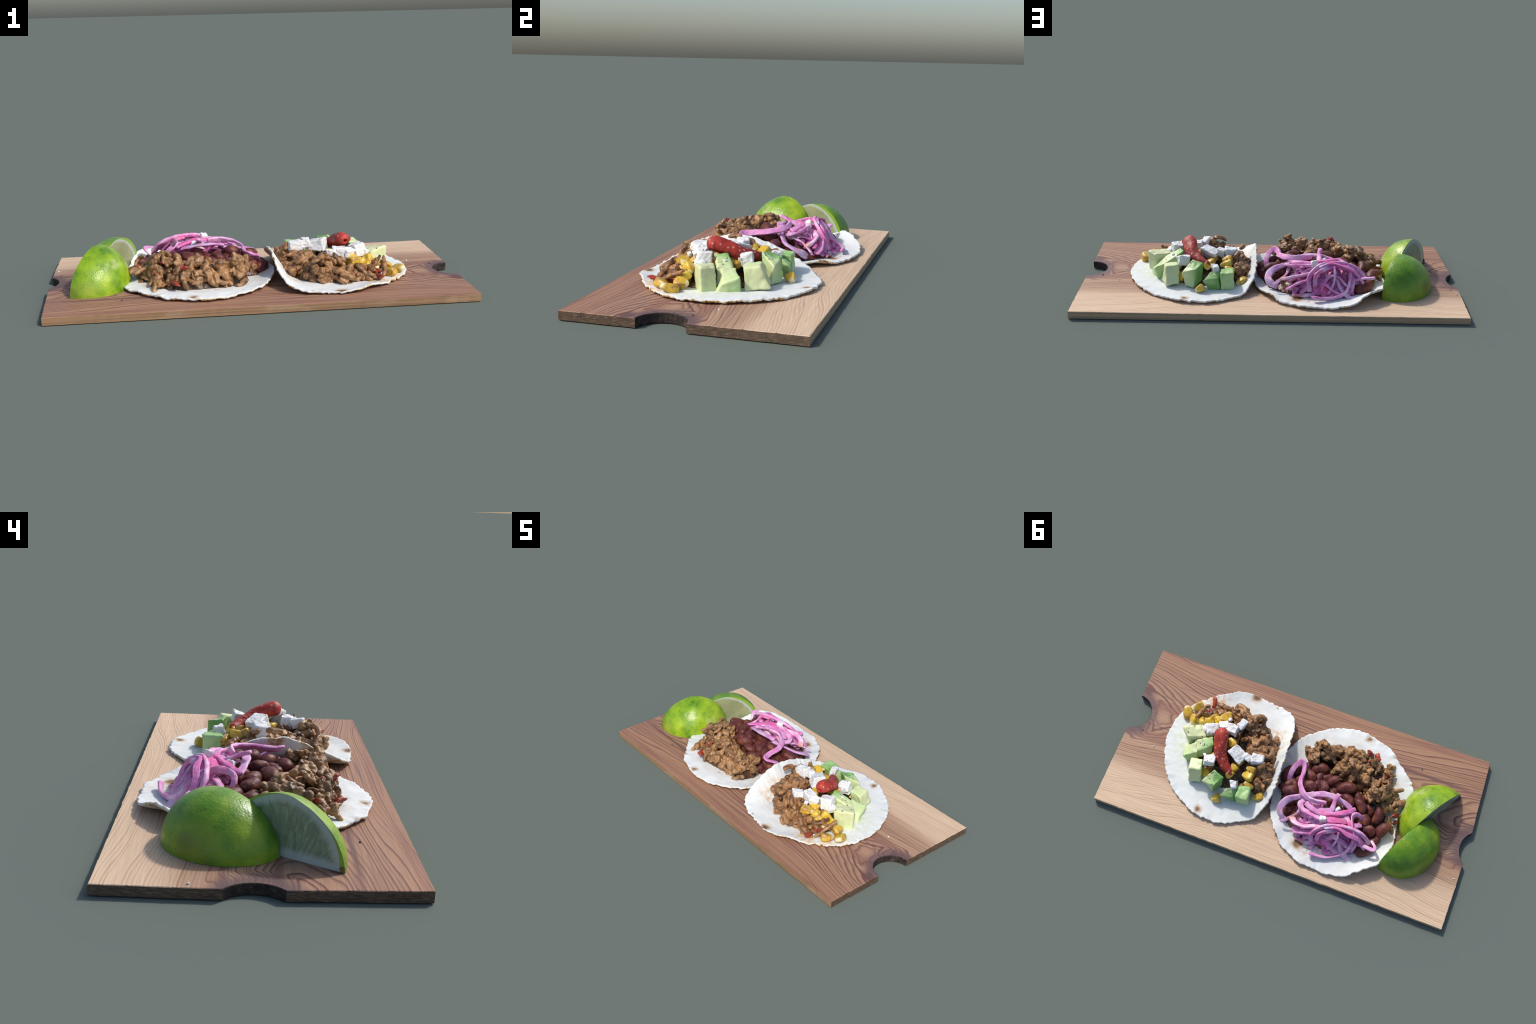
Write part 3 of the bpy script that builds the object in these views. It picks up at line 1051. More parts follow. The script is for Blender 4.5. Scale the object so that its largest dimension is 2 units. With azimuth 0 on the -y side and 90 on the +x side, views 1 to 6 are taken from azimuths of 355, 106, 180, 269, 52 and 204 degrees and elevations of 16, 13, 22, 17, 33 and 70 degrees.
def build_limes():
    r1 = rind_mat("bright_lime_rind", (0.075, 0.20, 0.010), (0.21, 0.36, 0.013), (0.37, 0.51, 0.024),
                  scar=[((-0.02, -0.115, 0.13), (18, 18, 40)), ((0.075, -0.115, 0.075), (48, 30, 15)), ((0.11, -0.11, 0.05), (34, 34, 12))],
                  spot=[((-0.19, 0.0, 0.02), 0.035, (0.12, 0.17, 0.03)), ((-0.15, -0.06, 0.03), 0.04, (0.42, 0.50, 0.06))])
    p1 = pulp_mat("lime_pulp_streaked", 0.198, 0.203, (0.26, 0.32, 0.20), 0.8, 1.0)
    z = TOP + 0.0035
    l1 = lime((-0.7584, -0.0681, z), 1.0331, (0.2035, 0.1865, 0.1995), (-0.0038, 0.0194, 0.0), -0.005, (1.74, -0.0625, 0.0876), (r1, p1),
              "bright green lime wedge with pale streaked pulp", -1, tip=-1, seed=2, cut=0.006)
    # brown dried stem scar
    stem = clump("stem_scar", random.Random(3), 0.010, 4)
    put("stem_scar", stem, l1, [plain("dry_stem", (0.20, 0.11, 0.04), 0.8, 0.5)], loc=(-0.200, 0.002, 0.011), scale=(0.8, 1.2, 1.3))
    r2 = rind_mat("deep_lime_rind", (0.050, 0.15, 0.014), (0.12, 0.27, 0.014), (0.24, 0.36, 0.018),
                  spot=[((0.045, 0.168, 0.05), 0.03, (0.05, 0.08, 0.02)), ((-0.03, 0.10, 0.155), 0.007, (0.22, 0.14, 0.07)), ((-0.12, 0.09, 0.09), 0.05, (0.30, 0.42, 0.02)), ((0.02, 0.17, 0.03), 0.07, (0.16, 0.22, 0.015))])
    p2 = pulp_mat("lime_pulp_smooth", 0.2, 0.185, (0.34, 0.36, 0.19), 0.12, 0.35)
    lime((-0.6791, 0.1037, z), 1.0735, (0.1977, 0.171, 0.1795), (0.0136, 0.0102, 0.0), 0.0497, (1.9388, 0.0398, 0.0782), (r2, p2),
         "dark green lime wedge with pale green cut face", 1, seed=5)


# ------------------------------------------------------------------ taco with beans and pickled onion
def build_bean_taco():
    t = thing("bean_taco", "open soft taco with mince, kidney beans and pink onion", "taco")
    rim = [(0.090, -0.127, 0.088), (0.062, -0.213, 0.076), (0.022, -0.267, 0.062), (-0.034, -0.319, 0.058), (-0.117, -0.372, 0.054),
           (-0.222, -0.400, 0.051), (-0.291, -0.399, 0.05), (-0.365, -0.379, 0.05), (-0.44, -0.356, 0.05), (-0.491, -0.306, 0.048),
           (-0.536, -0.273, 0.048), (-0.592, -0.222, 0.05), (-0.627, -0.175, 0.051), (-0.635, -0.12, 0.052), (-0.60, -0.05, 0.053),
           (-0.595, 0.02, 0.058), (-0.61, 0.08, 0.055), (-0.618, 0.13, 0.058), (-0.610, 0.20, 0.068), (-0.597, 0.262, 0.088),
           (-0.566, 0.303, 0.106), (-0.506, 0.348, 0.104), (-0.441, 0.407, 0.070), (-0.383, 0.420, 0.056), (-0.295, 0.427, 0.051),
           (-0.228, 0.421, 0.052), (-0.185, 0.424, 0.056), (-0.121, 0.396, 0.052), (-0.035, 0.344, 0.058), (-0.007, 0.305, 0.072),
           (0.048, 0.235, 0.064), (0.072, 0.166, 0.058), (0.085, 0.09, 0.064), (0.094, 0.03, 0.074), (0.097, -0.05, 0.084)]
    tor = Tortilla([(x, y, z + 0.003) for x, y, z in rim], (-0.26, 0.02), start=0.72, power=1.5, seed=1.0, lift=lambda x, y: 0.008 * min(1, max(0, (-0.36 - x) / 0.14, (-0.22 - y) / 0.1)) * min(1, max(0, (0.2 - y) / 0.1)))
    burns = [((-0.304, -0.37, 0.05), 0.020), ((-0.14, 0.328, 0.05), 0.030), ((-0.155, 0.318, 0.05), 0.018), ((-0.471, -0.325, 0.05), 0.013),
             ((-0.60, -0.20, 0.05), 0.010), ((-0.23, -0.33, 0.05), 0.006)]
    stains = [((-0.615, 0.10, 0.06), 0.045, (0.60, 0.45, 0.24)), ((-0.20, -0.255, 0.05), 0.035, (0.50, 0.25, 0.05)), ((-0.33, -0.27, 0.05), 0.03, (0.50, 0.25, 0.05)),
              ((-0.50, -0.18, 0.05), 0.035, (0.50, 0.25, 0.05)), ((-0.2, 0.3, 0.05), 0.07, (0.45, 0.2, 0.09))]
    put("tortilla", tor.mesh("tortilla"), t, [tortilla_mat("tortilla_flour_left", burns, stains), CRUST, PALE])

    # mince along the front half
    poly = [(-0.013, -0.150), (-0.024, -0.118), (-0.058, -0.100), (-0.150, -0.122), (-0.194, -0.080), (-0.317, -0.078), (-0.365, -0.040), (-0.405, 0.010),
            (-0.490, -0.005), (-0.548, 0.008), (-0.575, -0.030), (-0.555, -0.115), (-0.505, -0.165), (-0.484, -0.205), (-0.470, -0.240), (-0.407, -0.255),
            (-0.330, -0.290), (-0.259, -0.282), (-0.178, -0.262), (-0.117, -0.250), (-0.045, -0.236)]
    hf = heights([(-0.093, -0.185, 0.188), (-0.15, -0.20, 0.135), (-0.19, -0.15, 0.14), (-0.249, -0.182, 0.148), (-0.284, -0.235, 0.165), (-0.337, -0.25, 0.155), (-0.35, -0.15, 0.15),
                  (-0.43, -0.2, 0.125), (-0.458, -0.084, 0.172), (-0.40, -0.06, 0.155), (-0.53, -0.045, 0.140), (-0.55, -0.10, 0.095), (-0.51, -0.02, 0.15), (-0.29, -0.11, 0.145)])
    heap = put("mince_heap", pile_mesh("mince_heap", poly, hf, tor.top, 0.026, fall=0.040, cell=0.005, rough=0.016, freq=36, seed=3, inset=0.020), t, [MINCE_DARK])
    heap["kind"] = "stuff"
    mince(t, poly, hf, tor.top, [MINCE_TAN], 34, 0.046, 21, 0.028)
    for pts, rad in (([(-0.545, 0.02, 0.10), (-0.56, 0.05, 0.085), (-0.58, 0.075, 0.07), (-0.597, 0.105, 0.058)], 0.011),
                     ([(-0.47, -0.20, 0.10), (-0.475, -0.235, 0.085), (-0.482, -0.262, 0.066), (-0.488, -0.275, 0.056)], 0.012),
                     ([(-0.52, -0.11, 0.125), (-0.555, -0.13, 0.118), (-0.575, -0.145, 0.11)], 0.011),
                     ([(-0.53, -0.02, 0.165), (-0.55, 0.0, 0.15), (-0.57, -0.005, 0.13), (-0.575, -0.03, 0.115)], 0.011)):
        put("mince_crumble", worm("mince_crumble", pts, rad, rad * 900, lump=0.3), t, [MINCE_TAN])
    r = random.Random(5)
    for c, s in (((-0.337, -0.258, 0.163), 0.013), ((-0.462, -0.184, 0.114), 0.017), ((-0.355, -0.215, 0.156), 0.011), ((-0.44, -0.115, 0.150), 0.012), ((-0.578, 0.008, 0.100), 0.018), ((-0.385, -0.266, 0.092), 0.018), ((-0.59, 0.038, 0.085), 0.013)):
        put("tomato_piece", clump("tomato_piece", r, s, s * 900), t, [TOMATO], loc=c, rot=(r.uniform(-.6, .6), r.uniform(-.6, .6), r.uniform(0, 3)), scale=(1.3, 0.9, 0.7))

    # kidney beans across the middle: x, y, z, length, heading
    beans = [(-0.116, -0.086, 0.125, 0.100, -2.53), (-0.082, -0.026, 0.132, 0.090, 2.54), (-0.012, -0.050, 0.108, 0.080, -2.36), (0.038, -0.011, 0.083, 0.120, -1.73),
             (-0.011, 0.086, 0.122, 0.092, -3.07), (-0.099, 0.036, 0.150, 0.090, -2.85), (-0.170, 0.007, 0.135, 0.088, 2.16), (-0.205, -0.046, 0.130, 0.078, -2.26),
             (-0.289, -0.030, 0.136, 0.114, -2.56), (-0.319, 0.030, 0.135, 0.090, 2.51), (-0.390, 0.035, 0.136, 0.090, 2.46), (-0.491, 0.049, 0.115, 0.098, 1.46),
             (-0.433, 0.090, 0.118, 0.085, 2.18), (-0.470, 0.137, 0.104, 0.085, 3.14), (-0.541, 0.107, 0.095, 0.105, -1.95), (-0.488, 0.238, 0.080, 0.108, -2.40),
             (-0.442, 0.034, 0.112, 0.070, 2.30), (-0.276, 0.018, 0.118, 0.070, -2.05), (-0.147, 0.020, 0.118, 0.080, 2.49), (-0.222, 0.020, 0.114, 0.075, 2.45),
             (-0.043, 0.165, 0.074, 0.075, -2.07), (-0.407, 0.112, 0.115, 0.070, 2.41), (-0.045, -0.010, 0.100, 0.085, 0.6), (0.010, 0.035, 0.092, 0.090, 1.2),
             (-0.06, 0.10, 0.105, 0.085, 2.2), (-0.16, -0.06, 0.105, 0.08, 0.3), (-0.24, -0.01, 0.10, 0.08, 1.0), (-0.35, 0.08, 0.10, 0.08, 0.5), (-0.52, 0.17, 0.075, 0.08, 1.0), (0.03, 0.07, 0.078, 0.08, 2.6),
             (-0.02, 0.13, 0.085, 0.08, 0.2), (-0.44, 0.19, 0.085, 0.085, 0.8), (-0.06, -0.075, 0.09, 0.085, 1.9), (-0.36, -0.005, 0.115, 0.08, 1.9)]
    rb = random.Random(11)
    kinds = [bean_mesh(rb, i * 2.1) for i in range(8)]
    for i, (x, y, z, L, yaw) in enumerate(beans):
        L *= 0.98
        put("kidney_bean", kinds[i % 8], t, [BEAN], loc=(x, y, z), rot=(rb.uniform(-0.5, 0.5), rb.uniform(-0.35, 0.35), yaw + rb.uniform(-0.15, 0.15)), scale=(L, L * rb.uniform(0.95, 1.1), L * rb.uniform(1.0, 1.15)))
    bpoly = [(0.055, -0.04), (0.055, 0.05), (0.035, 0.11), (0.0, 0.20), (-0.06, 0.25), (-0.16, 0.295), (-0.28, 0.31), (-0.38, 0.30), (-0.46, 0.26), (-0.52, 0.20), (-0.555, 0.12),
             (-0.53, 0.02), (-0.42, -0.01), (-0.33, -0.07), (-0.2, -0.10), (-0.10, -0.11), (0.0, -0.08)]
    bh = heights([(0.03, 0.02, 0.075), (-0.1, 0.03, 0.13), (-0.2, 0.0, 0.12), (-0.3, 0.0, 0.12), (-0.42, 0.06, 0.10), (-0.5, 0.12, 0.08), (-0.25, 0.15, 0.145), (-0.35, 0.2, 0.125), (-0.15, 0.18, 0.125), (-0.06, 0.15, 0.08),
                  (-0.28, 0.27, 0.085), (-0.45, 0.22, 0.065), (-0.1, 0.23, 0.07), (-0.38, 0.27, 0.06)])
    for x, y in scatter([(-0.02, -0.06), (0.03, 0.05), (-0.05, 0.12), (-0.30, 0.09), (-0.48, 0.10), (-0.42, 0.0), (-0.30, -0.06), (-0.12, -0.09)], 0.062, 24, rb, 0.0):
        L = rb.uniform(0.07, 0.09)
        put("kidney_bean", rb.choice(kinds), t, [BEAN], loc=(x, y, bh(x, y) + rb.uniform(-0.012, 0.006)), rot=(rb.uniform(-0.6, 0.6), rb.uniform(-0.5, 0.5), rb.uniform(0, 6.28)), scale=(L, L, L * 1.1))
    s = put("bean_sauce", pile_mesh("bean_sauce", bpoly, bh, tor.top, 0.0, seed=8, rough=0.007), t, [SAUCE])
    s["kind"] = "stuff"

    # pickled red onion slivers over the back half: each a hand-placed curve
    S = dict(
        a=([(0.012, 0.042, 0.085), (0.020, 0.004, 0.112), (0.015, -0.039, 0.145), (-0.013, -0.077, 0.162), (-0.038, -0.050, 0.166), (-0.051, 0.047, 0.178), (-0.093, 0.098, 0.188), (-0.145, 0.118, 0.195), (-0.220, 0.103, 0.193)], 0.029, 0.017),
        b=([(-0.144, 0.071, 0.165), (-0.084, 0.100, 0.150), (-0.019, 0.134, 0.132), (0.009, 0.189, 0.112), (-0.011, 0.223, 0.092), (-0.045, 0.227, 0.075)], 0.034, 0.018),
        c=([(-0.019, 0.259, 0.100), (-0.056, 0.229, 0.115), (-0.087, 0.192, 0.135), (-0.101, 0.144, 0.15)], 0.015, 0.013),
        d=([(-0.141, 0.079, 0.175), (-0.191, 0.060, 0.185), (-0.254, 0.056, 0.185), (-0.309, 0.065, 0.175), (-0.354, 0.079, 0.160)], 0.030, 0.018),
        e=([(-0.265, 0.036, 0.218), (-0.260, 0.074, 0.206), (-0.258, 0.110, 0.190), (-0.252, 0.153, 0.172)], 0.024, 0.016),
        f=([(-0.109, 0.114, 0.160), (-0.092, 0.139, 0.165), (-0.107, 0.169, 0.170), (-0.147, 0.182, 0.175), (-0.212, 0.185, 0.180), (-0.285, 0.173, 0.18), (-0.363, 0.140, 0.160)], 0.032, 0.020),
        g=([(-0.116, 0.133, 0.176), (-0.148, 0.150, 0.183), (-0.203, 0.160, 0.186), (-0.273, 0.142, 0.186), (-0.338, 0.109, 0.180), (-0.369, 0.071, 0.173)], 0.026, 0.018),
        h=([(-0.064, 0.215, 0.115), (-0.094, 0.242, 0.130), (-0.148, 0.249, 0.145), (-0.205, 0.229, 0.152), (-0.257, 0.198, 0.16)], 0.030, 0.020),
        i=([(-0.209, 0.297, 0.080), (-0.207, 0.269, 0.145), (-0.237, 0.232, 0.180), (-0.296, 0.205, 0.198), (-0.378, 0.188, 0.194), (-0.457, 0.191, 0.163), (-0.496, 0.211, 0.122)], 0.024, 0.020),
        j=([(-0.233, 0.284, 0.105), (-0.238, 0.267, 0.154), (-0.272, 0.241, 0.180), (-0.331, 0.214, 0.19), (-0.411, 0.204, 0.170), (-0.470, 0.220, 0.132)], 0.024, 0.020),
        k=([(-0.254, 0.228, 0.188), (-0.310, 0.210, 0.201), (-0.378, 0.222, 0.192), (-0.437, 0.222, 0.165), (-0.486, 0.240, 0.108)], 0.022, 0.018),
        l=([(-0.423, 0.109, 0.120), (-0.407, 0.091, 0.148), (-0.382, 0.097, 0.165), (-0.373, 0.125, 0.178), (-0.389, 0.170, 0.186), (-0.411, 0.212, 0.172), (-0.417, 0.247, 0.130), (-0.395, 0.288, 0.085), (-0.353, 0.324, 0.070), (-0.292, 0.351, 0.068), (-0.220, 0.358, 0.078)], 0.023, 0.017),
        m=([(-0.422, 0.225, 0.122), (-0.476, 0.236, 0.132), (-0.531, 0.239, 0.138), (-0.533, 0.217, 0.131), (-0.505, 0.185, 0.108)], 0.020, 0.014),
        n=([(-0.089, 0.263, 0.080), (-0.133, 0.276, 0.112), (-0.191, 0.260, 0.132), (-0.242, 0.227, 0.157)], 0.030, 0.018),
        o=([(-0.157, 0.286, 0.068), (-0.194, 0.267, 0.098), (-0.256, 0.230, 0.148)], 0.030, 0.018),
        p=([(-0.262, 0.288, 0.078), (-0.284, 0.267, 0.126), (-0.314, 0.249, 0.150), (-0.354, 0.252, 0.145), (-0.399, 0.260, 0.098)], 0.026, 0.018),
        q=([(-0.273, 0.255, 0.120), (-0.297, 0.283, 0.112), (-0.335, 0.295, 0.085), (-0.372, 0.289, 0.068)], 0.036, 0.014),
        r=([(-0.279, 0.316, 0.058), (-0.329, 0.312, 0.063), (-0.378, 0.270, 0.078), (-0.397, 0.221, 0.098)], 0.032, 0.014),
        s=([(-0.437, 0.314, 0.055), (-0.403, 0.302, 0.062), (-0.365, 0.274, 0.098), (-0.346, 0.246, 0.138)], 0.030, 0.015),
        t=([(-0.156, 0.202, 0.148), (-0.181, 0.167, 0.172), (-0.244, 0.131, 0.178), (-0.321, 0.132, 0.170)], 0.026, 0.018),
        u=([(-0.466, 0.232, 0.082), (-0.435, 0.211, 0.135), (-0.394, 0.191, 0.175), (-0.328, 0.189, 0.19)], 0.026, 0.018),
        v=([(-0.30, 0.30, 0.07), (-0.325, 0.275, 0.11), (-0.335, 0.25, 0.16), (-0.33, 0.22, 0.19)], 0.024, 0.016),
        w=([(-0.18, 0.285, 0.075), (-0.20, 0.25, 0.12), (-0.235, 0.20, 0.168)], 0.026, 0.016),
        x=([(-0.42, 0.27, 0.07), (-0.43, 0.24, 0.12), (-0.41, 0.20, 0.165)], 0.024, 0.016),
        y=([(-0.10, 0.21, 0.10), (-0.15, 0.22, 0.13), (-0.20, 0.19, 0.16), (-0.27, 0.19, 0.178)], 0.026, 0.018),
    )
    for i, (pts, w, h) in enumerate(S.values()):
        put("pickled_onion", strand_mesh("pickled_onion", pts, w, h, i * 3.3), t, [ONION])
    ro = random.Random(4)
    for i in range(26):     # tangle below the visible slivers
        a, d = ro.uniform(0, 6.28), ro.uniform(0.04, 0.10)
        cx, cy = ro.uniform(-0.40, -0.16), ro.uniform(0.14, 0.27)
        bow = ro.uniform(-0.03, 0.03)
        z0 = 0.165 - 2.2 * max(0, cy - 0.19) + ro.uniform(-0.035, 0.0)
        pts = []
        for k in (-1, -0.4, 0.4, 1):
            x, y = cx + math.cos(a) * d * 0.6 * k - math.sin(a) * bow * (1 - k * k), cy + math.sin(a) * d * 0.6 * k + math.cos(a) * bow * (1 - k * k)
            pts.append((x, y, max(0.06, z0 - 0.03 * k * k)))
        put("pickled_onion", strand_mesh("pickled_onion", pts, ro.uniform(0.022, 0.034), 0.017, 90 + i), t, [ONION])
    for i in range(30):     # short slivers pressed into the tangle's skin
        a, d = ro.uniform(0, 6.28), ro.uniform(0.035, 0.075)
        cx, cy = ro.uniform(-0.44, -0.13), ro.uniform(0.11, 0.28)
        bow = ro.uniform(-0.035, 0.035)
        z0 = 0.176 - 1.9 * max(0, cy - 0.20) - 1.1 * max(0, -0.36 - cx) - 0.9 * max(0, cx + 0.18) + ro.uniform(-0.012, 0.006)
        pts = []
        for k in (-1, -0.4, 0.4, 1):
            x, y = cx + math.cos(a) * d * k - math.sin(a) * bow * (1 - k * k), cy + math.sin(a) * d * k + math.cos(a) * bow * (1 - k * k)
            pts.append((x, y, max(0.065, z0 - 0.02 * k * k - 0.7 * max(0, y - max(cy, 0.2)) - 0.5 * max(0, -0.38 - x))))
        put("pickled_onion", strand_mesh("pickled_onion", pts, ro.uniform(0.014, 0.024), 0.014, 140 + i), t, [ONION])
    opoly = [(-0.10, 0.15), (-0.15, 0.265), (-0.24, 0.30), (-0.36, 0.305), (-0.44, 0.27), (-0.46, 0.20), (-0.40, 0.13), (-0.28, 0.10), (-0.17, 0.10)]
    oh = heights([(-0.14, 0.17, 0.14), (-0.2, 0.15, 0.165), (-0.28, 0.14, 0.165), (-0.3, 0.2, 0.17), (-0.38, 0.19, 0.15), (-0.43, 0.22, 0.10), (-0.25, 0.26, 0.125), (-0.35, 0.27, 0.09), (-0.2, 0.25, 0.115)])
    o = put("onion_tangle", pile_mesh("onion_tangle", opoly, oh, tor.top, -0.006, fall=0.025, cell=0.005, seed=28, rough=0.022, freq=34), t, [ONION_DEEP])
    o["kind"] = "stuff"
    r = random.Random(8)
    put("cheese_crumb", hexa("cheese_crumb", box_corners((-0.232, 0.190, 0.192), (0.034, 0.026, 0.036), 0.3, (0.2, 0.1), 0.003, r), 0.3, 6, 0.001), t, [FETA])
    put("cheese_crumb", hexa("cheese_crumb", box_corners((-0.287, 0.108, 0.180), (0.030, 0.022, 0.022), 0.9, (0.2, 0.1), 0.004, r), 0.3, 6, 0.002), t, [FETA])


# ------------------------------------------------------------------ taco with avocado, cheese, corn and chili
def build_avocado_taco():
    t = thing("avocado_taco", "soft taco with mince, avocado cubes, white cheese and chili", "taco")
    rim = [(0.498, -0.364, 0.066), (0.392, -0.395, 0.054), (0.313, -0.381, 0.050), (0.222, -0.372, 0.055), (0.150, -0.347, 0.074), (0.121, -0.310, 0.094),
           (0.104, -0.260, 0.120), (0.092, -0.182, 0.154), (0.088, -0.096, 0.182), (0.081, 0.011, 0.173), (0.076, 0.130, 0.134), (0.083, 0.188, 0.108),
           (0.111, 0.267, 0.072), (0.145, 0.303, 0.055), (0.204, 0.333, 0.052), (0.276, 0.374, 0.052), (0.327, 0.381, 0.051), (0.368, 0.380, 0.055),
           (0.465, 0.364, 0.057), (0.521, 0.334, 0.054), (0.577, 0.305, 0.051), (0.634, 0.258, 0.05), (0.674, 0.210, 0.05), (0.724, 0.116, 0.053),
           (0.754, 0.022, 0.052), (0.752, -0.064, 0.052), (0.728, -0.159, 0.053), (0.684, -0.224, 0.051), (0.633, -0.264, 0.05), (0.599, -0.305, 0.056), (0.546, -0.329, 0.062)]
    tor = Tortilla([(x, y, z + 0.003) for x, y, z in rim], (0.42, 0.0), start=0.66, power=1.6, seed=6.0, lift=lambda x, y: 0.009 * min(1, max(0, (x - 0.5) / 0.14)))
    burns = [((0.374, -0.380, 0.052), 0.030), ((0.429, 0.344, 0.05), 0.024), ((0.24, -0.36, 0.05), 0.010), ((0.122, -0.30, 0.09), 0.008)]
    stains = [((0.66, -0.21, 0.05), 0.075, (0.66, 0.38, 0.10)), ((0.60, -0.27, 0.05), 0.06, (0.66, 0.36, 0.08)), ((0.54, -0.29, 0.05), 0.04, (0.62, 0.42, 0.16)),
              ((0.17, -0.20, 0.06), 0.05, (0.55, 0.30, 0.06)), ((0.14, -0.12, 0.09), 0.045, (0.6, 0.36, 0.12)), ((0.62, 0.0, 0.05), 0.10, (0.60, 0.66, 0.40))]
    put("tortilla", tor.mesh("tortilla"), t, [tortilla_mat("tortilla_flour_right", burns, stains), CRUST, PALE])

    poly = [(0.590, -0.225), (0.572, -0.255), (0.514, -0.250), (0.464, -0.268), (0.400, -0.285), (0.340, -0.262), (0.290, -0.262), (0.245, -0.240), (0.205, -0.200), (0.168, -0.150), (0.132, -0.100),
            (0.118, -0.040), (0.116, 0.030), (0.112, 0.090), (0.135, 0.150), (0.180, 0.165), (0.240, 0.165), (0.300, 0.185), (0.35, 0.205), (0.44, 0.185), (0.53, 0.12), (0.59, 0.03), (0.62, -0.06), (0.62, -0.12), (0.61, -0.18)]
    hf = heights([(0.365, -0.205, 0.162), (0.29, -0.2, 0.160), (0.26, -0.215, 0.140), (0.20, -0.15, 0.160), (0.156, -0.042, 0.160), (0.133, -0.02, 0.145), (0.15, 0.05, 0.145), (0.14, 0.11, 0.115), (0.42, -0.265, 0.092), (0.45, -0.2, 0.12),
                  (0.57, -0.23, 0.078), (0.60, -0.17, 0.088), (0.53, -0.17, 0.105), (0.5, -0.10, 0.125), (0.42, -0.1, 0.14), (0.35, 0.0, 0.138), (0.26, -0.08, 0.145), (0.25, 0.05, 0.14), (0.45, 0.05, 0.115), (0.33, 0.11, 0.12), (0.22, 0.13, 0.12), (0.53, 0.07, 0.105), (0.44, 0.15, 0.11), (0.35, 0.18, 0.10), (0.58, 0.0, 0.10)])
    heap = put("mince_heap", pile_mesh("mince_heap", poly, hf, tor.top, 0.024, fall=0.040, cell=0.005, rough=0.016, freq=36, seed=13, inset=0.020), t, [MINCE_DARK])
    heap["kind"] = "stuff"
    mpoly = poly[:18] + [(0.29, 0.04), (0.33, -0.04), (0.39, -0.11), (0.46, -0.165), (0.53, -0.165), (0.585, -0.15)]
    mince(t, mpoly, hf, tor.top, [MINCE_BROWN], 32, 0.046, 33, 0.002)
    for pts, rad in (([(0.466, -0.225, 0.138), (0.485, -0.235, 0.118), (0.51, -0.245, 0.095), (0.545, -0.255, 0.078), (0.59, -0.262, 0.064)], 0.014),
                     ([(0.632, -0.115, 0.138), (0.625, -0.14, 0.122), (0.622, -0.175, 0.105), (0.612, -0.215, 0.085), (0.60, -0.24, 0.066)], 0.012),
                     ([(0.405, -0.225, 0.130), (0.385, -0.215, 0.160), (0.365, -0.203, 0.188)], 0.013),
                     ([(0.16, 0.03, 0.13), (0.13, 0.07, 0.115), (0.118, 0.11, 0.095), (0.135, 0.145, 0.08)], 0.010),
                     ([(0.25, -0.235, 0.15), (0.28, -0.24, 0.165), (0.31, -0.22, 0.175), (0.30, -0.19, 0.18)], 0.013),
                     ([(0.42, -0.245, 0.085), (0.40, -0.27, 0.095), (0.44, -0.285, 0.085), (0.46, -0.265, 0.08)], 0.018),
                     ([(0.155, -0.09, 0.185), (0.15, -0.05, 0.19), (0.165, -0.02, 0.185)], 0.014)):
        put("mince_crumble", worm("mince_crumble", pts, rad, rad * 700, lump=0.3), t, [MINCE_BROWN])
    r = random.Random(15)
    for c, s, sq in (((0.578, -0.258, 0.078), 0.022, 0.5), ((0.572, -0.205, 0.083), 0.014, 0.8), ((0.592, -0.185, 0.080), 0.015, 0.8)):
        put("tomato_piece", clump("tomato_piece", r, s, s * 900), t, [TOMATO], loc=c, rot=(0.1, 0.2, 1.9), scale=(1.1, 0.8, sq))

    # corn kernels: x, y, z, length, heading
    corn = [(0.695, -0.150, 0.074, 0.062, 2.13), (0.653, -0.199, 0.076, 0.062, -2.30), (0.645, -0.118, 0.085, 0.055, -1.66), (0.470, -0.180, 0.130, 0.055, -2.65), (0.555, -0.120, 0.118, 0.055, -2.51),
            (0.383, -0.050, 0.140, 0.050, 2.40), (0.357, 0.258, 0.069, 0.050, -2.62), (0.146, 0.170, 0.072, 0.056, -2.56), (0.231, 0.097, 0.138, 0.060, 3.13), (0.226, 0.060, 0.148, 0.050, 3.00),
            (0.316, 0.079, 0.142, 0.046, 2.48), (0.210, 0.145, 0.125, 0.048, 2.78), (0.465, 0.141, 0.088, 0.050, 2.48),
            (0.329, 0.125, 0.135, 0.046, -1.62), (0.435, 0.053, 0.130, 0.048, -0.88), (0.501, -0.045, 0.125, 0.046, -1.46),
            (0.41, 0.03, 0.132, 0.046, 1.0), (0.47, -0.13, 0.135, 0.046, 0.3), (0.30, 0.04, 0.145, 0.045, 0.9)]
    kinds = [kernel_mesh(r, i * 1.9) for i in range(6)]
    for i, (x, y, z, L, yaw) in enumerate(corn):
        put("corn_kernel", kinds[i % 6], t, [CORN], loc=(x, y, z + (0.006 if z > 0.1 else 0.002)), rot=(r.uniform(-0.6, 0.6), r.uniform(-0.5, 0.5), yaw), scale=(L * r.uniform(1.0, 1.3), L * r.uniform(1.0, 1.3), L * r.uniform(1.0, 1.35)))

    for x, y in scatter([(0.60, -0.15), (0.52, -0.19), (0.44, -0.17), (0.38, -0.10), (0.32, -0.03), (0.30, 0.05), (0.38, 0.09), (0.46, 0.0), (0.55, -0.08)], 0.045, 22, r, 0.004):
        me = random_worm("mince_crumble", r, r.uniform(0.04, 0.07), r.uniform(0.010, 0.014), r.uniform(0, 90)) if r.random() < 0.6 else clump("mince_crumble", r, r.uniform(0.013, 0.019), r.uniform(0, 90))
        put("mince_crumble", me, t, [MINCE_BROWN], loc=(x, y, hf(x, y) - 0.004 + r.uniform(-0.008, 0.004)), rot=(r.uniform(-0.4, 0.4), r.uniform(-0.4, 0.4), r.uniform(0, 6.28)))
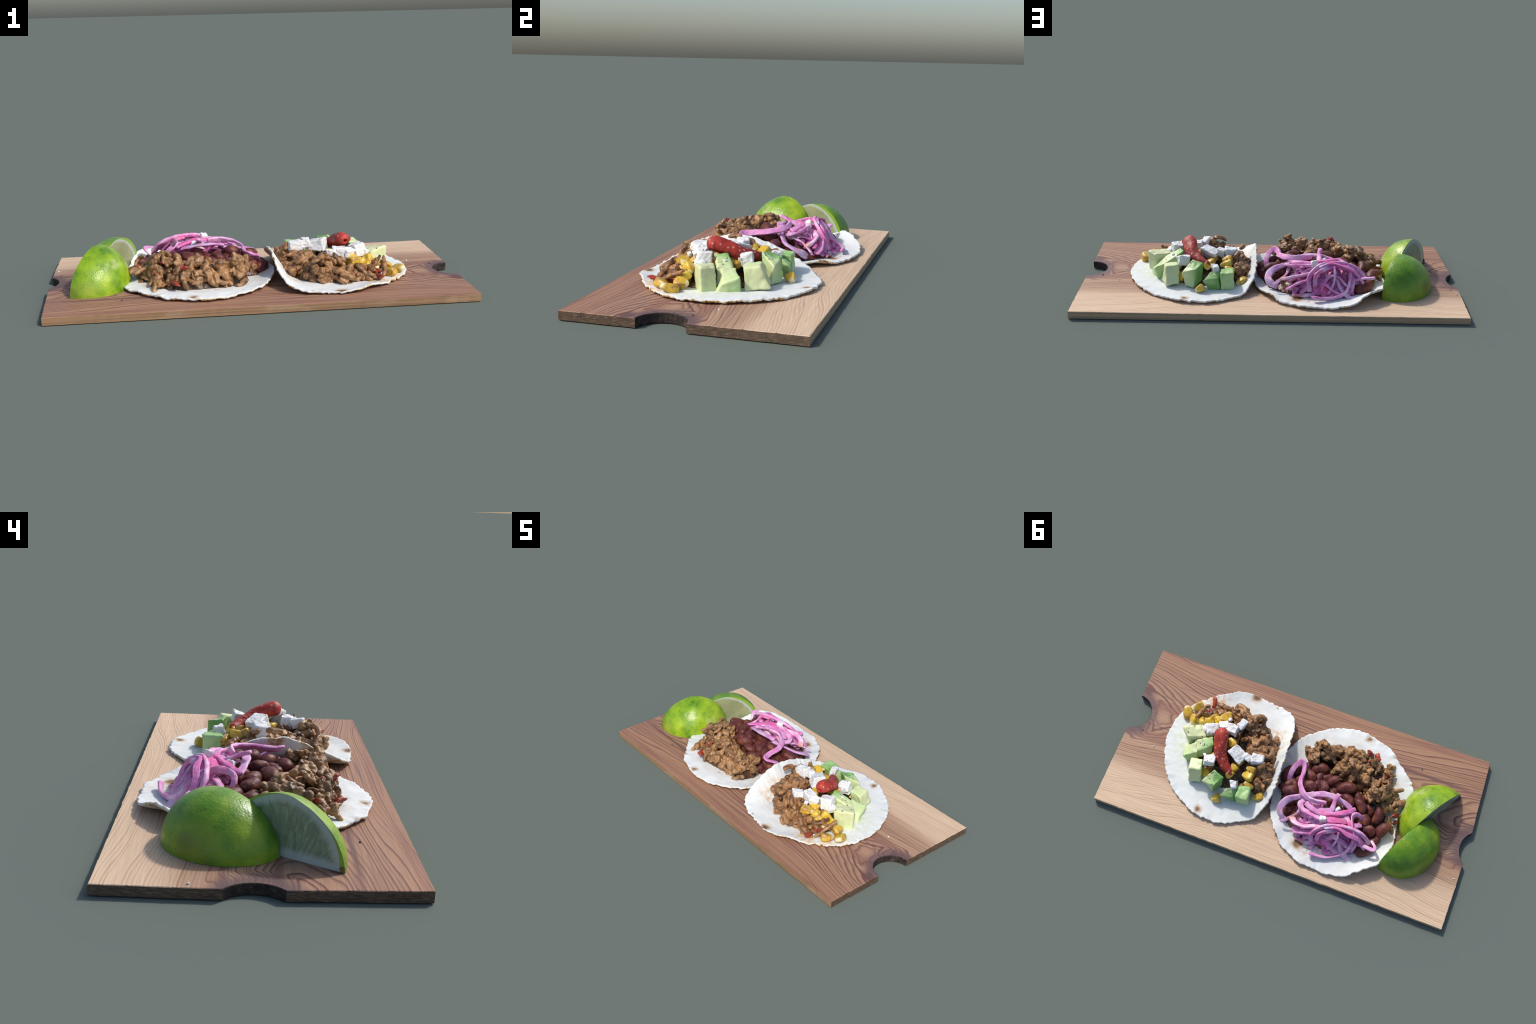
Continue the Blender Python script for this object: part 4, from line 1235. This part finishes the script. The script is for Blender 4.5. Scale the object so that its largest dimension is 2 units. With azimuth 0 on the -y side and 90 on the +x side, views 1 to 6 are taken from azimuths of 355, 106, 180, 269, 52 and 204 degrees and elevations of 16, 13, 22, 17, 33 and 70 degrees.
    for x, y, L, yaw in ((0.50, -0.155, 0.055, 0.6), (0.575, -0.145, 0.058, 2.2), (0.535, -0.165, 0.05, 1.3), (0.60, -0.125, 0.055, 2.9)):
        put("corn_kernel", r.choice(kinds), t, [CORN], loc=(x, y, hf(x, y) + 0.004), rot=(r.uniform(-0.6, 0.6), r.uniform(-0.8, 0.4), yaw), scale=(L * 1.15, L * 1.1, L * 1.1))

    # avocado chunks: eight corners each
    A = dict(
        a=[(0.664, -0.030, 0.054), (0.586, -0.086, 0.056), (0.532, -0.030, 0.060), (0.616, 0.022, 0.060), (0.668, -0.034, 0.163), (0.570, -0.092, 0.156), (0.520, -0.025, 0.153), (0.622, 0.014, 0.158)],
        b=[(0.600, 0.010, 0.070), (0.515, -0.020, 0.080), (0.470, 0.050, 0.090), (0.555, 0.085, 0.070), (0.575, 0.010, 0.138), (0.480, -0.035, 0.188), (0.462, 0.016, 0.186), (0.550, 0.070, 0.134)],
        c=[(0.640, 0.018, 0.054), (0.550, 0.010, 0.058), (0.530, 0.095, 0.058), (0.594, 0.116, 0.054), (0.630, 0.042, 0.090), (0.568, 0.020, 0.142), (0.535, 0.072, 0.146), (0.610, 0.116, 0.122)],
        d=[(0.574, 0.122, 0.056), (0.495, 0.110, 0.060), (0.470, 0.205, 0.072), (0.535, 0.224, 0.064), (0.558, 0.110, 0.149), (0.490, 0.096, 0.158), (0.473, 0.165, 0.164), (0.540, 0.178, 0.160)],
        e=[(0.440, 0.195, 0.056), (0.415, 0.150, 0.080), (0.350, 0.178, 0.085), (0.395, 0.230, 0.056), (0.457, 0.212, 0.138), (0.404, 0.138, 0.192), (0.342, 0.160, 0.174), (0.374, 0.228, 0.168)],
        f=[(0.315, 0.225, 0.054), (0.290, 0.185, 0.070), (0.252, 0.185, 0.062), (0.252, 0.235, 0.054), (0.350, 0.252, 0.112), (0.300, 0.195, 0.145), (0.256, 0.185, 0.135), (0.262, 0.234, 0.118)],
        g=[(0.252, 0.172, 0.054), (0.190, 0.160, 0.056), (0.181, 0.228, 0.055), (0.250, 0.236, 0.054), (0.253, 0.160, 0.142), (0.190, 0.150, 0.152), (0.183, 0.235, 0.149), (0.256, 0.234, 0.145)],
    )
    mats = dict(a=avocado_mat("avocado_buttery", (0.3, 0.5, -0.8), 0.02, 0.30, 0.12), b=avocado_mat("avocado_sloped", (-0.5, 0.3, 0.8), -0.18, -0.08, 0.55), c=avocado_mat("avocado_skin_edge", (0.3, 1.0, -0.1), 0.14, 0.34, 0.15),
                d=avocado_mat("avocado_middle", (-0.8, -0.6, -0.2), -0.60, -0.40, 0.15), e=avocado_mat("avocado_peppered", (-0.95, 0.1, 0.1), -0.43, -0.31, 0.8), f=avocado_mat("avocado_green", (-1.0, 0.8, -0.5), -0.38, -0.12, 0.12), g=avocado_mat("avocado_light_green", (0.7, -0.5, 0.6), -0.14, 0.22, 0.10))
    for i, (k, c) in enumerate(A.items()):
        put("avocado_cube", hexa("avocado_cube", c, 0.19, 17, 0.0032, 17, i * 4.1), t, [mats[k]])

    # cubes of white cheese: centre, size, heading, tilt
    F = [((0.508, -0.073, 0.153), (0.066, 0.058, 0.062), -2.61, (0.1, 0.12)), ((0.405, -0.113, 0.155), (0.062, 0.052, 0.055), 3.06, (0.05, -0.1)), ((0.455, -0.115, 0.145), (0.045, 0.045, 0.05), 0.4, (0.2, 0.1)), ((0.364, -0.160, 0.158), (0.055, 0.034, 0.040), -1.96, (0.1, -0.25)),
         ((0.325, 0.010, 0.163), (0.092, 0.060, 0.058), 2.67, (0.12, 0.18)), ((0.265, 0.012, 0.170), (0.046, 0.036, 0.040), 2.88, (0.2, 0.2)), ((0.211, 0.003, 0.162), (0.066, 0.060, 0.056), -2.93, (-0.1, 0.08)),
         ((0.455, 0.098, 0.150), (0.062, 0.050, 0.050), -2.85, (-0.2, 0.15)), ((0.280, 0.172, 0.130), (0.036, 0.046, 0.056), -2.76, (0.15, -0.1)),
         ((0.545, -0.078, 0.135), (0.040, 0.035, 0.035), 0.9, (0.2, 0.3)), ((0.440, -0.165, 0.150), (0.018, 0.014, 0.016), 0.9, (0.2, 0.3)), ((0.49, 0.075, 0.158), (0.016, 0.012, 0.010), 0.4, (0, 0)), ((0.52, 0.02, 0.155), (0.014, 0.010, 0.008), 1.4, (0, 0.3))]
    for i, (c, s, yaw, tilt) in enumerate(F):
        n = 13 if s[0] > 0.03 else 5
        put("cheese_cube" if n == 13 else "cheese_crumb", hexa("cheese_cube", box_corners((c[0], c[1], c[2] + 0.009), s, yaw, tilt, s[0] * 0.10, r), 0.20, n + 5, 0.0028 if n == 13 else 0.001, 30, i * 2.7), t, [FETA])

    # the roasted red chili on top, hollow at its cut end
    path = spline([(0.447, -0.082, 0.209), (0.437, -0.045, 0.210), (0.423, 0.012, 0.190), (0.397, 0.058, 0.168), (0.357, 0.100, 0.155), (0.312, 0.127, 0.150)], 44)
    rad = np.interp(np.linspace(0, 1, 44), [0, 0.04, 0.15, 0.35, 0.6, 0.8, 0.94, 1], [0.019, 0.030, 0.0380, 0.0365, 0.0325, 0.0265, 0.0175, 0.004])
    m = 28

    def sec(i, n):
        out = []
        for k in range(m):
            a = 2 * math.pi * k / m
            q = (path[i][0] + 0.03 * math.cos(a), path[i][1], path[i][2] + 0.03 * math.sin(a))
            rr = rad[i] * (1 + 0.16 * n3(q, 24, 2) + 0.10 * n3(q, 55, 5) + 0.05 * math.cos(3 * a + i * 0.05))
            out.append((rr * math.cos(a), rr * math.sin(a) * 0.86))
        return out
    v, f = sweep(path, sec, cap=False)
    # turned-in mouth: rings running back inside
    base = len(v)
    d = path[3] - path[0]
    d = d / np.linalg.norm(d)
    for s, depth in ((0.66, -0.002), (0.48, 0.003), (0.36, 0.018), (0.12, 0.026)):
        ring0 = [np.array(q) for q in v[:m]]
        for q in ring0:
            v.append(path[0] + (q - path[0]) * s + d * depth)
    for lv in range(4):
        a0 = 0 if lv == 0 else base + (lv - 1) * m
        b0 = base + lv * m
        for k in range(m):
            f.append((a0 + (k + 1) % m, a0 + k, b0 + k, b0 + (k + 1) % m))
    v += [path[0] + d * 0.030, path[-1]]
    for k in range(m):
        f.append((len(v) - 2, base + 3 * m + (k + 1) % m, base + 3 * m + k))
        f.append((len(v) - 1, 43 * m + k, 43 * m + (k + 1) % m))
    put("red_chili", from_data("red_chili", v, f), t, [chili_mat()])


# ------------------------------------------------------------------ assemble
CRUST, PALE = crust_mat(), pale_crust()
MINCE_TAN = mince_mat("saucy_mince", (0.082, 0.035, 0.012), (0.25, 0.128, 0.052), (0.39, 0.225, 0.104))
MINCE_BROWN = mince_mat("browned_mince", (0.068, 0.029, 0.010), (0.232, 0.112, 0.045), (0.385, 0.21, 0.092))
MINCE_DARK = sauce_mat("mince_heap_dark", (0.030, 0.014, 0.006), (0.13, 0.062, 0.024))  # heap coloured darker than the crumbles; it shows in the gaps between them
SAUCE = sauce_mat("bean_gravy", (0.045, 0.012, 0.009), (0.17, 0.055, 0.028))
ONION_DEEP = sauce_mat("onion_depths", (0.42, 0.05, 0.17), (0.60, 0.20, 0.44))
BEAN, ONION, FETA, CORN = bean_mat(), onion_mat(), feta_mat(), corn_mat()
TOMATO = plain("red_pepper_flesh", (0.36, 0.055, 0.028), 0.4, 0.45)
build_board()
build_limes()
build_bean_taco()
build_avocado_taco()
